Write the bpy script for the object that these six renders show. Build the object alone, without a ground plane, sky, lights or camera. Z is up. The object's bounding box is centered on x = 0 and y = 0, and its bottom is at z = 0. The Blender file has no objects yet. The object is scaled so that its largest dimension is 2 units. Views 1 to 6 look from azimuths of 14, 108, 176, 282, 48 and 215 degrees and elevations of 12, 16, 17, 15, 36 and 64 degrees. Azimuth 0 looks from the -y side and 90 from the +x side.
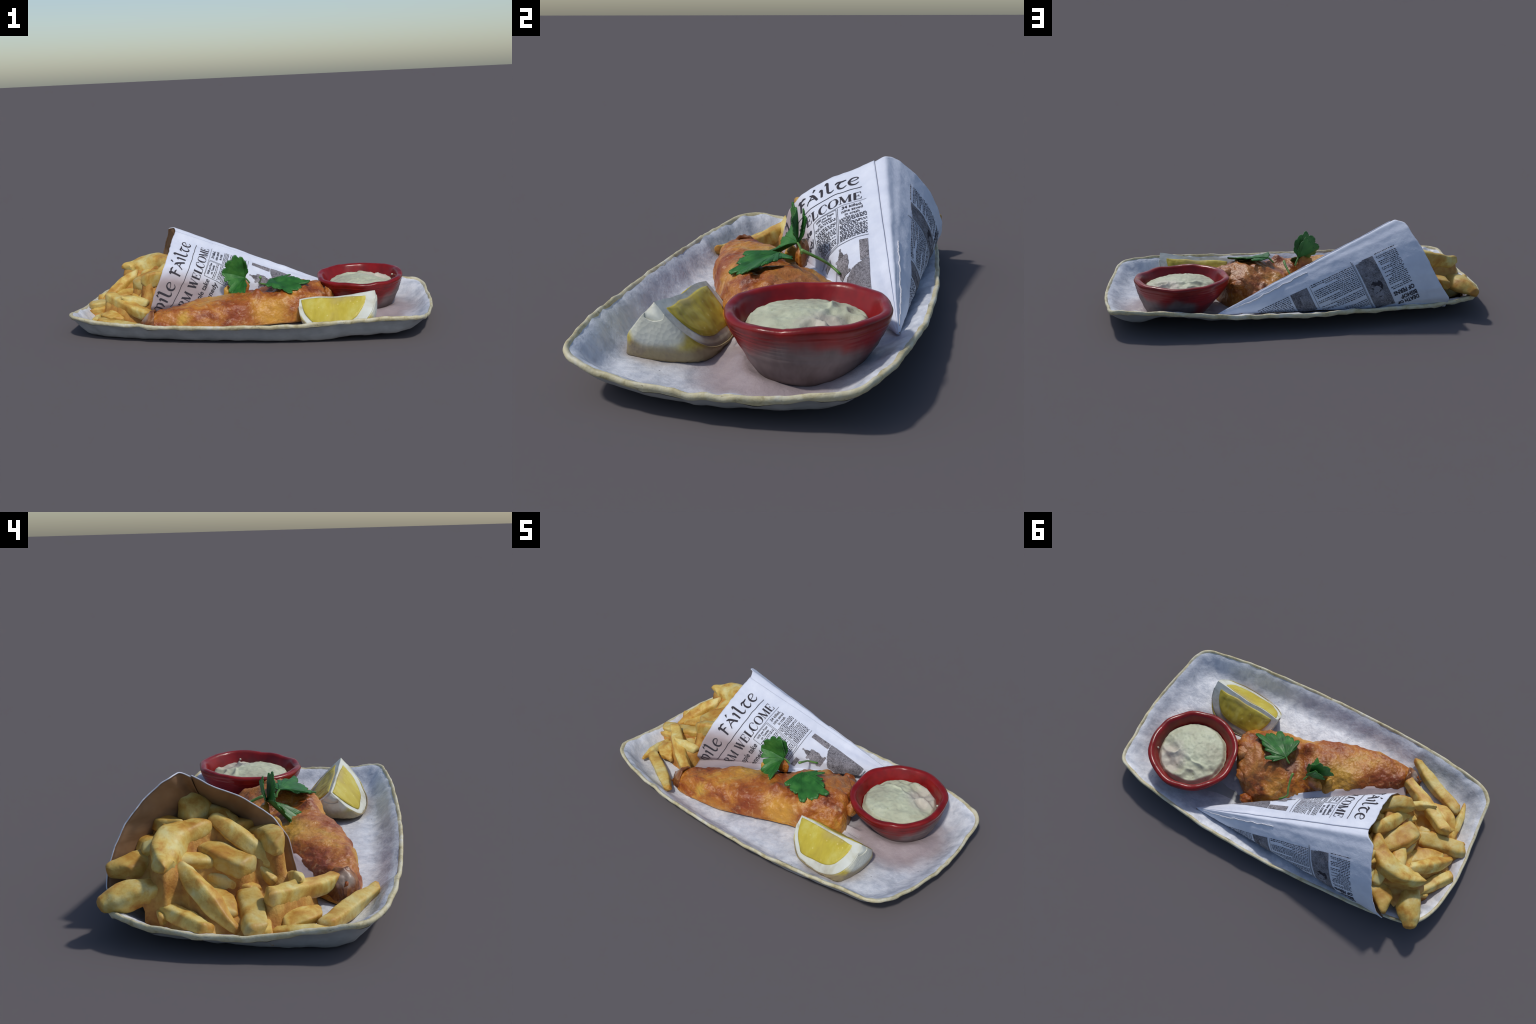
# Fish and chips on a stoneware plate: plate, newspaper cone, chips, battered fish,
# red sauce pot, lemon wedge and a parsley sprig.
import bpy, bmesh, math, random
import numpy as np
from mathutils import Vector, Matrix, noise

rng = random.Random(7)
SCENE = bpy.context.scene
TAU = math.tau


# ------------------------------------------------------------------ helpers
def n1(x, y, z=0.0, s=1.0):
    return noise.noise(Vector((x * s, y * s, z * s)))


def fbm(x, y, z, s, octaves=3):
    v, a = 0.0, 1.0
    for k in range(octaves):
        v += a * n1(x + 3.1 * k, y - 1.7 * k, z + 5.3 * k, s)
        s *= 2.05
        a *= 0.5
    return v


def smooth01(t):
    t = min(1.0, max(0.0, t))
    return t * t * (3 - 2 * t)


def interp(x, xs, ys):
    return float(np.interp(x, xs, ys))


def catmull(pts, n, closed=False):
    """Sample a Catmull-Rom spline through pts at n positions."""
    pts = [np.array(p, float) for p in pts]
    m = len(pts)
    out = []
    segs = m if closed else m - 1
    for i in range(n):
        t = i * segs / (n if closed else n - 1)
        k = min(int(t), segs - 1)
        f = t - k
        if closed:
            p0, p1, p2, p3 = (pts[(k + j - 1) % m] for j in range(4))
        else:
            p1, p2 = pts[k], pts[k + 1]
            p0 = pts[k - 1] if k > 0 else 2 * p1 - p2
            p3 = pts[k + 2] if k + 2 < m else 2 * p2 - p1
        out.append(0.5 * (2 * p1 + (p2 - p0) * f + (2 * p0 - 5 * p1 + 4 * p2 - p3) * f * f
                          + (3 * p1 - p0 - 3 * p2 + p3) * f ** 3))
    return np.array(out)


def make_obj(name, verts, faces, mats, parent=None, smooth=True, mat_index=None):
    me = bpy.data.meshes.new(name)
    me.from_pydata([tuple(map(float, v)) for v in verts], [], faces)
    me.validate()
    for m in (mats if isinstance(mats, (list, tuple)) else [mats]):
        me.materials.append(m)
    if mat_index is not None:
        for p, k in zip(me.polygons, mat_index):
            p.material_index = k
    me.polygons.foreach_set("use_smooth", [smooth] * len(me.polygons))
    me.update()
    ob = bpy.data.objects.new(name, me)
    SCENE.collection.objects.link(ob)
    if parent is not None:
        attach(ob, parent)
    return ob


def attach(ob, parent):
    ob.parent = parent
    ob.matrix_parent_inverse = Matrix.Translation(parent.location).inverted()


def thing(name, loc, label, category):
    e = bpy.data.objects.new(name, None)
    e.empty_display_size = 0.05
    e.location = loc
    SCENE.collection.objects.link(e)
    e["label"] = label
    e["category"] = category
    return e


def grid_faces(rows, cols, wrap=False, flip=False):
    fs = []
    for i in range(rows - 1):
        for j in range(cols if wrap else cols - 1):
            a, b = i * cols + j, i * cols + (j + 1) % cols
            c, d = b + cols, a + cols
            fs.append((a, d, c, b) if flip else (a, b, c, d))
    return fs


def recalc(ob):
    bm = bmesh.new()
    bm.from_mesh(ob.data)
    bmesh.ops.recalc_face_normals(bm, faces=bm.faces)
    bm.to_mesh(ob.data)
    bm.free()


def tube(points, radii, seg=8, n=16):
    """Round tube along a spline, with closed ends."""
    P = catmull(points, n)
    R = np.interp(np.linspace(0, 1, n), np.linspace(0, 1, len(radii)), radii)
    V, F = [], []
    for i in range(n):
        t = Vector(P[min(i + 1, n - 1)] - P[max(i - 1, 0)]).normalized()
        a = t.cross(Vector((0.31, 0.2, 0.93))).normalized()
        b = t.cross(a)
        for j in range(seg):
            w = TAU * j / seg
            V.append(Vector(P[i]) + (a * math.cos(w) + b * math.sin(w)) * R[i])
    F = grid_faces(n, seg, wrap=True)
    F.append(tuple(range(seg))[::-1])
    F.append(tuple(range((n - 1) * seg, n * seg)))
    return V, F


# ---------------------------------------------------------------- materials
class Mat:
    """Small node-graph builder around one Principled BSDF."""

    def __init__(self, name, rough=0.5, spec=0.4):
        self.m = bpy.data.materials.new(name)
        self.m.use_nodes = True
        self.t = self.m.node_tree
        self.b = self.t.nodes["Principled BSDF"]
        self.b.inputs["Roughness"].default_value = rough
        self.b.inputs["Specular IOR Level"].default_value = spec
        self.co = self.t.nodes.new("ShaderNodeTexCoord").outputs["Object"]

    def node(self, kind, **kw):
        n = self.t.nodes.new(kind)
        for k, v in kw.items():
            setattr(n, k, v)
        return n

    def link(self, a, b):
        self.t.links.new(a, b)

    def random_shift(self):
        info = self.node("ShaderNodeObjectInfo")
        mul = self.node("ShaderNodeVectorMath", operation="SCALE")
        comb = self.node("ShaderNodeCombineXYZ")
        for k in range(3):
            self.link(info.outputs["Random"], comb.inputs[k])
        self.link(comb.outputs[0], mul.inputs[0])
        mul.inputs["Scale"].default_value = 13.0
        add = self.node("ShaderNodeVectorMath", operation="ADD")
        self.link(self.co, add.inputs[0])
        self.link(mul.outputs[0], add.inputs[1])
        self.co = add.outputs[0]
        return info.outputs["Random"]

    def noise(self, scale, detail=4.0, rough=0.55, distort=0.0, stretch=None):
        n = self.node("ShaderNodeTexNoise")
        n.inputs["Scale"].default_value = scale
        n.inputs["Detail"].default_value = detail
        n.inputs["Roughness"].default_value = rough
        n.inputs["Distortion"].default_value = distort
        src = self.co
        if stretch:
            mp = self.node("ShaderNodeMapping")
            mp.inputs["Scale"].default_value = stretch
            self.link(self.co, mp.inputs["Vector"])
            src = mp.outputs[0]
        self.link(src, n.inputs["Vector"])
        return n.outputs["Fac"]

    def voronoi(self, scale, feature="F1", rnd=1.0):
        n = self.node("ShaderNodeTexVoronoi", feature=feature)
        n.inputs["Scale"].default_value = scale
        n.inputs["Randomness"].default_value = rnd
        self.link(self.co, n.inputs["Vector"])
        return n.outputs["Distance"]

    def ramp(self, fac, stops, mode="LINEAR"):
        r = self.node("ShaderNodeValToRGB")
        r.color_ramp.interpolation = mode
        els = r.color_ramp.elements
        while len(els) < len(stops):
            els.new(0.5)
        for e, (p, c) in zip(els, stops):
            e.position = p
            e.color = (*c, 1.0) if not isinstance(c, float) else (c, c, c, 1.0)
        self.link(fac, r.inputs[0])
        return r.outputs["Color"]

    def mix(self, fac, a, b, blend="MIX"):
        n = self.node("ShaderNodeMix", data_type="RGBA", blend_type=blend)
        for sock, v in ((n.inputs[0], fac), (n.inputs[6], a), (n.inputs[7], b)):
            if hasattr(v, "is_output"):
                self.link(v, sock)
            elif isinstance(v, (tuple, list)):
                sock.default_value = (*v, 1.0)
            else:
                sock.default_value = v
        return n.outputs[2]

    def math(self, op, a, b=0.0, clamp=False):
        n = self.node("ShaderNodeMath", operation=op, use_clamp=clamp)
        for sock, v in ((n.inputs[0], a), (n.inputs[1], b)):
            if hasattr(v, "is_output"):
                self.link(v, sock)
            else:
                sock.default_value = v
        return n.outputs[0]

    def axis(self, k):
        s = self.node("ShaderNodeSeparateXYZ")
        self.link(self.co, s.inputs[0])
        return s.outputs[k]

    def blob(self, centre, radius, soft=0.5, wobble=0.0, wscale=9.0, flat=(1, 1, 1)):
        """1 inside an ellipsoidal patch, falling to 0 outside, with a noisy border."""
        sub = self.node("ShaderNodeVectorMath", operation="SUBTRACT")
        self.link(self.co, sub.inputs[0])
        sub.inputs[1].default_value = centre
        mul = self.node("ShaderNodeVectorMath", operation="MULTIPLY")
        self.link(sub.outputs[0], mul.inputs[0])
        mul.inputs[1].default_value = flat
        ln = self.node("ShaderNodeVectorMath", operation="LENGTH")
        self.link(mul.outputs[0], ln.inputs[0])
        d = ln.outputs["Value"]
        if wobble:
            w = self.math("MULTIPLY", self.math("SUBTRACT", self.noise(wscale, 3), 0.5), wobble)
            d = self.math("ADD", d, w)
        mr = self.node("ShaderNodeMapRange", interpolation_type="SMOOTHSTEP")
        self.link(d, mr.inputs[0])
        mr.inputs[1].default_value = radius
        mr.inputs[2].default_value = radius * (1 - soft)
        return mr.outputs[0]

    def color(self, c):
        if hasattr(c, "is_output"):
            self.link(c, self.b.inputs["Base Color"])
        else:
            self.b.inputs["Base Color"].default_value = (*c, 1.0)
        return self

    def bump(self, h, strength=0.3, dist=0.01):
        n = self.node("ShaderNodeBump")
        n.inputs["Strength"].default_value = strength
        n.inputs["Distance"].default_value = dist
        self.link(h, n.inputs["Height"])
        self.link(n.outputs[0], self.b.inputs["Normal"])
        return self


def mat_plate():
    M = Mat("stoneware_glaze", rough=0.42, spec=0.35)
    base = M.ramp(M.noise(6.5, 5, 0.62, 0.9), [(0.32, (0.50, 0.53, 0.58)), (0.44, (0.64, 0.66, 0.71)), (0.6, (0.75, 0.77, 0.81)), (0.74, (0.80, 0.81, 0.85))])
    fine = M.ramp(M.noise(26, 4, 0.6, 0.4, (1, 1, 0.4)), [(0.34, (0.72, 0.75, 0.80)), (0.6, (1, 1, 1))])
    c = M.mix(0.75, base, fine, "MULTIPLY")
    # pot's reddish bounce light tinted into the glaze; lemon's shadow painted tan
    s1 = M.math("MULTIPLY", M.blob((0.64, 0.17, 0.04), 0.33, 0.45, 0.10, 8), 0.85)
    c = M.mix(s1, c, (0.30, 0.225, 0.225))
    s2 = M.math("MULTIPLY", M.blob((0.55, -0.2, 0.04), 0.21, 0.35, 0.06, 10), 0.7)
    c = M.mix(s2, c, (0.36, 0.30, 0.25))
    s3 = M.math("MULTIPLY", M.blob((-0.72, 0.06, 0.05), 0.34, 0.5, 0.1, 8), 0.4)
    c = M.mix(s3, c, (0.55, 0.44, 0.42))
    sp = M.voronoi(17)
    keep = M.ramp(M.noise(3.3, 2), [(0.42, 0.0), (0.55, 1.0)])
    speck = M.math("MULTIPLY", M.ramp(sp, [(0.035, 1.0), (0.06, 0.0)]), keep)
    c = M.mix(M.math("MULTIPLY", speck, 0.8), c, (0.09, 0.09, 0.12))
    sp2 = M.ramp(M.voronoi(42), [(0.04, 0.7), (0.09, 0.0)])
    c = M.mix(M.math("MULTIPLY", sp2, 0.5), c, (0.2, 0.2, 0.24))
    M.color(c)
    M.bump(M.noise(18, 4), 0.5, 0.015)
    return M.m


def mat_plate_under():
    M = Mat("stoneware_outside", rough=0.5, spec=0.3)
    c = M.ramp(M.noise(9, 4, 0.6), [(0.3, (0.34, 0.36, 0.37)), (0.7, (0.50, 0.52, 0.53))])  # greys darkened to match the outside wall lying in shade
    M.color(c)
    M.bump(M.noise(30, 3), 0.2, 0.01)
    return M.m


def mat_rim():
    M = Mat("unglazed_rim", rough=0.5, spec=0.3)
    c = M.ramp(M.noise(16, 5, 0.65, 0.5), [(0.28, (0.30, 0.25, 0.13)), (0.42, (0.54, 0.48, 0.29)), (0.58, (0.62, 0.58, 0.42)), (0.72, (0.66, 0.65, 0.58))])
    dark = M.ramp(M.noise(22, 3, 0.6, 1.0, (1, 1, 3)), [(0.28, 1.0), (0.36, 0.0)])
    c = M.mix(M.math("MULTIPLY", dark, 0.6), c, (0.16, 0.12, 0.07))
    M.color(c)
    M.bump(M.noise(40, 4), 0.35, 0.008)
    return M.m


def mat_paper():
    M = Mat("newsprint", rough=0.75, spec=0.15)
    c = M.ramp(M.noise(12, 4, 0.6), [(0.3, (0.63, 0.665, 0.77)), (0.7, (0.73, 0.76, 0.85))])
    # fat has soaked into the lower front corner
    g = M.math("MULTIPLY", M.blob((-0.40, -0.22, 0.06), 0.33, 0.35, 0.07, 8, (0.85, 0.9, 1.1)), 0.88)
    c = M.mix(g, c, (0.37, 0.29, 0.29))
    M.color(c)
    M.bump(M.noise(30, 4, 0.6), 0.3, 0.008)
    return M.m


def mat_paper_inside():
    M = Mat("greasy_paper", rough=0.6, spec=0.3)
    c = M.ramp(M.noise(9, 4, 0.6, 0.4, (0.4, 1, 1)), [(0.3, (0.20, 0.105, 0.05)), (0.7, (0.36, 0.22, 0.125))])
    M.color(c)
    return M.m


def mat_flat(name, col, rough=0.8):
    M = Mat(name, rough=rough, spec=0.1)
    M.color(col)
    return M.m


def mat_halftone(name, lo, hi, scale):
    M = Mat(name, rough=0.8, spec=0.1)
    f = M.noise(scale, 3, 0.7, 1.2)
    w = M.noise(scale * 0.13, 3)
    f = M.math("ADD", M.math("MULTIPLY", f, 0.7), M.math("MULTIPLY", w, 0.3))
    M.color(M.ramp(f, [(0.4, lo), (0.6, hi)]))
    return M.m


def mat_chip():
    M = Mat("fried_potato", rough=0.5, spec=0.35)
    r = M.random_shift()
    big = M.noise(8.5, 5, 0.6, 0.4)
    c = M.ramp(big, [(0.30, (0.38, 0.14, 0.02)), (0.42, (0.55, 0.31, 0.06)), (0.52, (0.66, 0.48, 0.13)), (0.63, (0.69, 0.60, 0.26))])
    geo = M.node("ShaderNodeNewGeometry")
    edge = M.ramp(M.math("ADD", geo.outputs["Pointiness"], M.math("MULTIPLY", M.math("SUBTRACT", M.noise(20, 3), 0.5), 0.10)),
                  [(0.52, 0.0), (0.60, 1.0)])
    c = M.mix(M.math("MULTIPLY", edge, 0.6), c, (0.46, 0.17, 0.025))
    fleck = M.ramp(M.noise(38, 4, 0.7), [(0.56, 0.0), (0.72, 1.0)])
    c = M.mix(M.math("MULTIPLY", fleck, 0.45), c, (0.45, 0.20, 0.035))
    tone = M.ramp(r, [(0.0, (0.80, 0.74, 0.66)), (0.5, (1, 1, 1)), (1.0, (0.98, 1.0, 1.02))])
    c = M.mix(1.0, c, tone, "MULTIPLY")
    M.color(c)
    M.b.inputs["Subsurface Weight"].default_value = 0.0
    M.bump(M.noise(60, 4, 0.6), 0.25, 0.006)
    return M.m


def mat_batter():
    M = Mat("fried_batter", rough=0.36, spec=0.5)
    c = M.ramp(M.noise(7.5, 6, 0.6, 0.7),
               [(0.30, (0.15, 0.026, 0.006)), (0.41, (0.31, 0.075, 0.011)), (0.52, (0.45, 0.155, 0.020)), (0.63, (0.54, 0.235, 0.032)), (0.76, (0.58, 0.33, 0.06))])
    # burnt red patches and pale yellow patches where they sit on the fish
    for ctr, rad, col, k in (((-0.02, -0.24, 0.09), 0.12, (0.26, 0.045, 0.008), 0.75),
                             ((0.05, -0.14, 0.17), 0.06, (0.24, 0.04, 0.008), 0.85),
                             ((-0.40, -0.22, 0.10), 0.11, (0.24, 0.05, 0.012), 0.75),
                             ((-0.30, -0.36, 0.09), 0.05, (0.72, 0.46, 0.07), 0.6),
                             ((0.14, -0.20, 0.09), 0.12, (0.66, 0.34, 0.04), 0.6),
                             ((-0.18, -0.06, 0.15), 0.16, (0.62, 0.38, 0.05), 0.6),
                             ((0.07, 0.00, 0.17), 0.07, (0.13, 0.03, 0.008), 0.8),
                             ((0.42, 0.06, 0.14), 0.08, (0.20, 0.035, 0.010), 0.65),
                             ((0.28, 0.12, 0.18), 0.15, (0.46, 0.19, 0.05), 0.5)):
        c = M.mix(M.math("MULTIPLY", M.blob(ctr, rad, 0.7, 0.08, 16), k), c, col)
    pale = M.ramp(M.noise(34, 4, 0.7, 0.5), [(0.55, 0.0), (0.70, 1.0)])
    c = M.mix(M.math("MULTIPLY", pale, 0.40), c, (0.72, 0.46, 0.22))
    M.color(c)
    h = M.math("ADD", M.noise(45, 5, 0.65), M.math("MULTIPLY", M.voronoi(60), 0.5))
    M.bump(h, 0.45, 0.012)
    return M.m


def mat_tail():
    M = Mat("fish_skin", rough=0.4, spec=0.5)
    c = M.ramp(M.noise(14, 4, 0.6, 0.8), [(0.38, (0.13, 0.035, 0.010)), (0.52, (0.24, 0.085, 0.022)), (0.66, (0.36, 0.19, 0.08))])
    arch = M.blob((-0.538, -0.352, 0.110), 0.052, 0.5, 0.04, 16, (1.0, 0.75, 1))
    c = M.mix(M.math("MULTIPLY", arch, 0.6), c, (0.40, 0.35, 0.30))
    M.color(c)
    M.bump(M.noise(50, 3), 0.3, 0.008)
    return M.m


def mat_pot():
    M = Mat("red_glaze", rough=0.3, spec=0.35)
    c = M.ramp(M.noise(10, 4, 0.6), [(0.3, (0.14, 0.006, 0.006)), (0.6, (0.25, 0.009, 0.009)), (0.8, (0.34, 0.015, 0.012))])
    # mauve-brown shade and plate bounce painted over the red, low on the outer side
    foot = M.blob((0.83, 0.30, 0.03), 0.27, 0.35, 0.14, 9, (0.8, 0.75, 1.6))
    shade_mask2 = M.blob((0.62, -0.02, 0.02), 0.17, 0.35, 0.05, 10, (0.75, 1, 2.0))
    mauve_mask3 = M.blob((0.58, 0.46, 0.05), 0.13, 0.35, 0.08, 12, (1, 1, 1))
    f = M.math("MAXIMUM", M.math("MAXIMUM", foot, shade_mask2), mauve_mask3)
    bounce_tint = M.ramp(M.noise(14, 4, 0.6, 0.6, (1, 1, 0.3)), [(0.3, (0.11, 0.075, 0.07)), (0.7, (0.20, 0.145, 0.14))])
    c = M.mix(f, c, bounce_tint)
    rr = M.mix(f, (0.28, 0.28, 0.28), (0.6, 0.6, 0.6))
    M.link(rr, M.b.inputs["Roughness"])
    M.color(c)
    M.bump(M.noise(25, 3), 0.12, 0.01)
    return M.m


def mat_sauce():
    M = Mat("tartare_sauce", rough=0.5, spec=0.35)
    c = M.ramp(M.noise(9, 5, 0.6, 0.6), [(0.3, (0.42, 0.41, 0.29)), (0.55, (0.52, 0.54, 0.38)), (0.75, (0.60, 0.62, 0.46))])
    c = M.mix(M.math("MULTIPLY", M.blob((0.68, 0.33, 0.18), 0.13, 0.6, 0.08, 14), 0.55), c, (0.55, 0.46, 0.42))
    g = M.math("MULTIPLY", M.ramp(M.voronoi(34), [(0.10, 1.0), (0.17, 0.0)]), M.ramp(M.noise(8, 2), [(0.45, 0.0), (0.55, 1.0)]))
    c = M.mix(M.math("MULTIPLY", g, 0.55), c, (0.30, 0.32, 0.14))
    M.color(c)
    M.b.inputs["Subsurface Weight"].default_value = 0.05
    M.b.inputs["Subsurface Radius"].default_value = (0.02, 0.02, 0.012)
    M.bump(M.noise(40, 4, 0.6), 0.35, 0.008)
    return M.m


def mat_pulp():
    M = Mat("lemon_flesh", rough=0.45, spec=0.4)
    n = M.noise(20, 4, 0.6, 0.3, (0.9, 0.6, 0.5))
    c = M.ramp(n, [(0.3, (0.47, 0.36, 0.04)), (0.5, (0.54, 0.43, 0.045)), (0.72, (0.60, 0.52, 0.11))])
    pip = M.ramp(M.voronoi(30), [(0.10, 1.0), (0.16, 0.0)])
    c = M.mix(M.math("MULTIPLY", pip, 0.35), c, (0.85, 0.74, 0.30))
    core = M.math("MULTIPLY", M.blob((0.53, -0.20, 0.2), 0.07, 0.8, 0.05, 20, (0.6, 1, 1)), 0.6)
    c = M.mix(core, c, (0.47, 0.37, 0.16))
    M.color(c)
    M.bump(M.math("ADD", n, M.math("MULTIPLY", M.voronoi(26), -0.4)), 0.22, 0.01)
    return M.m


def mat_pith():
    M = Mat("lemon_pith", rough=0.55, spec=0.3)
    c = M.ramp(M.noise(12, 4, 0.6, 0.4), [(0.3, (0.50, 0.48, 0.36)), (0.5, (0.66, 0.67, 0.58)), (0.8, (0.72, 0.74, 0.69))])
    low = M.blob((0.62, -0.16, 0.02), 0.16, 0.3, 0.07, 14, (0.7, 0.8, 1.6))  # mask for a brown shadow baked into the pith near the plate
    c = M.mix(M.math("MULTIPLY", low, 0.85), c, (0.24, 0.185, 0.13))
    M.color(c)
    M.bump(M.noise(40, 3), 0.2, 0.008)
    return M.m


def mat_rind():
    M = Mat("lemon_rind", rough=0.4, spec=0.45)
    c = M.ramp(M.noise(13, 4, 0.6, 0.3), [(0.35, (0.28, 0.20, 0.08)), (0.5, (0.48, 0.38, 0.06)), (0.7, (0.60, 0.53, 0.16))])
    pale = M.math("MAXIMUM", M.blob((0.735, -0.2, 0.155), 0.10, 0.35, 0.04, 16, (0.8, 0.75, 1)), M.blob((0.285, -0.2, 0.125), 0.085, 0.35, 0.04, 16, (1, 0.75, 1)))
    c = M.mix(M.math("MULTIPLY", pale, 0.9), c, (0.60, 0.61, 0.54))
    low = M.blob((0.52, -0.20, 0.0), 0.20, 0.30, 0.05, 14, (0.25, 0.45, 1.9))  # contact shade along the wedge's base, painted brown on the rind
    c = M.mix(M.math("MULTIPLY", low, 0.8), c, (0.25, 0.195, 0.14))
    M.color(c)
    M.bump(M.voronoi(70), 0.25, 0.006)
    return M.m


def mat_leaf():
    M = Mat("parsley_leaf", rough=0.42, spec=0.4)
    c = M.ramp(M.noise(13, 4, 0.6, 0.3), [(0.3, (0.014, 0.080, 0.012)), (0.5, (0.030, 0.16, 0.026)), (0.72, (0.07, 0.25, 0.045))])
    M.color(c)
    M.bump(M.noise(40, 3), 0.25, 0.006)
    tr = M.node("ShaderNodeBsdfTranslucent")
    tr.inputs["Color"].default_value = (0.05, 0.22, 0.02, 1)
    mx = M.node("ShaderNodeMixShader")
    mx.inputs[0].default_value = 0.15
    out = M.t.nodes["Material Output"]
    M.link(M.b.outputs[0], mx.inputs[1])
    M.link(tr.outputs[0], mx.inputs[2])
    M.link(mx.outputs[0], out.inputs["Surface"])
    return M.m


def mat_stem():
    M = Mat("parsley_stem", rough=0.4, spec=0.4)
    M.color(M.ramp(M.noise(14, 3), [(0.35, (0.06, 0.20, 0.03)), (0.65, (0.20, 0.34, 0.09))]))
    return M.m


MP = dict(plate=mat_plate(), under=mat_plate_under(), rim=mat_rim(), paper=mat_paper(), inside=mat_paper_inside(),
          ink=mat_flat("black_ink", (0.048, 0.044, 0.054)), grey_ink=mat_flat("grey_ink", (0.10, 0.10, 0.12)),
          pic=mat_halftone("halftone_mid", (0.06, 0.055, 0.06), (0.36, 0.34, 0.37), 190),
          dark=mat_halftone("halftone_dark", (0.085, 0.08, 0.09), (0.30, 0.29, 0.32), 160),
          light=mat_halftone("halftone_light", (0.16, 0.155, 0.175), (0.36, 0.35, 0.39), 150),
          chip=mat_chip(), batter=mat_batter(), tail=mat_tail(), pot=mat_pot(), sauce=mat_sauce(), pulp=mat_pulp(),
          pith=mat_pith(), rind=mat_rind(), leaf=mat_leaf(), stem=mat_stem(),
          vein=mat_flat("leaf_vein", (0.055, 0.21, 0.04), 0.5))

# -------------------------------------------------------------------- plate
FLOOR = 0.034
RIM = [(-0.945, -0.385, .118), (-0.918, -0.448, .126), (-0.86, -0.488, .124), (-0.70, -0.523, .112), (-0.5, -0.539, .105), (-0.3, -0.541, .103),
       (0.0, -0.530, .105), (0.3, -0.505, .113), (0.5, -0.478, .124), (0.7, -0.442, .138), (0.86, -0.404, .143), (0.932, -0.376, .138),
       (0.965, -0.325, .126), (0.985, -0.2, .102), (0.997, 0.0, .091), (0.988, 0.15, .092), (0.966, 0.28, .101), (0.940, 0.41, .118),
       (0.905, 0.468, .128), (0.83, 0.498, .135), (0.7, 0.524, .134), (0.5, 0.538, .118), (0.3, 0.546, .108), (0.1, 0.541, .100), (-0.1, 0.530, .096), (-0.3, 0.510, .095),
       (-0.5, 0.485, .091), (-0.7, 0.455, .092), (-0.84, 0.425, .102), (-0.915, 0.400, .108), (-0.955, 0.350, .11), (-0.985, 0.25, .1), (-1.0, 0.1, .086),
       (-0.992, -0.05, .082), (-0.972, -0.2, .093)]


def floor_z(x, y=0.0):
    """The plate is shallow at the back and the left end and dished along the front."""
    return (0.010 + 0.052 * smooth01((y - 0.24) / 0.2) * (1 - 0.75 * smooth01((x - 0.66) / 0.14))
            + 0.024 * smooth01((-x - 0.55) / 0.3) * smooth01((y + 0.20) / 0.25)
            + 0.030 * math.exp(-((x - 0.455) ** 2 + (y + 0.01) ** 2) / 0.006)
            + 0.024 * math.exp(-((math.hypot(x - 0.605, y - 0.225) - 0.185) / 0.045) ** 2) * smooth01((0.3 - y) / 0.2)
            + 0.024 * smooth01((x - 0.40) / 0.22) * (1 - 0.6 * math.exp(-((x - 0.77) ** 2 + (y + 0.0) ** 2) / 0.02))
            + 0.012 * smooth01((x - 0.68) / 0.22) * smooth01((-y - 0.08) / 0.2))


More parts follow.
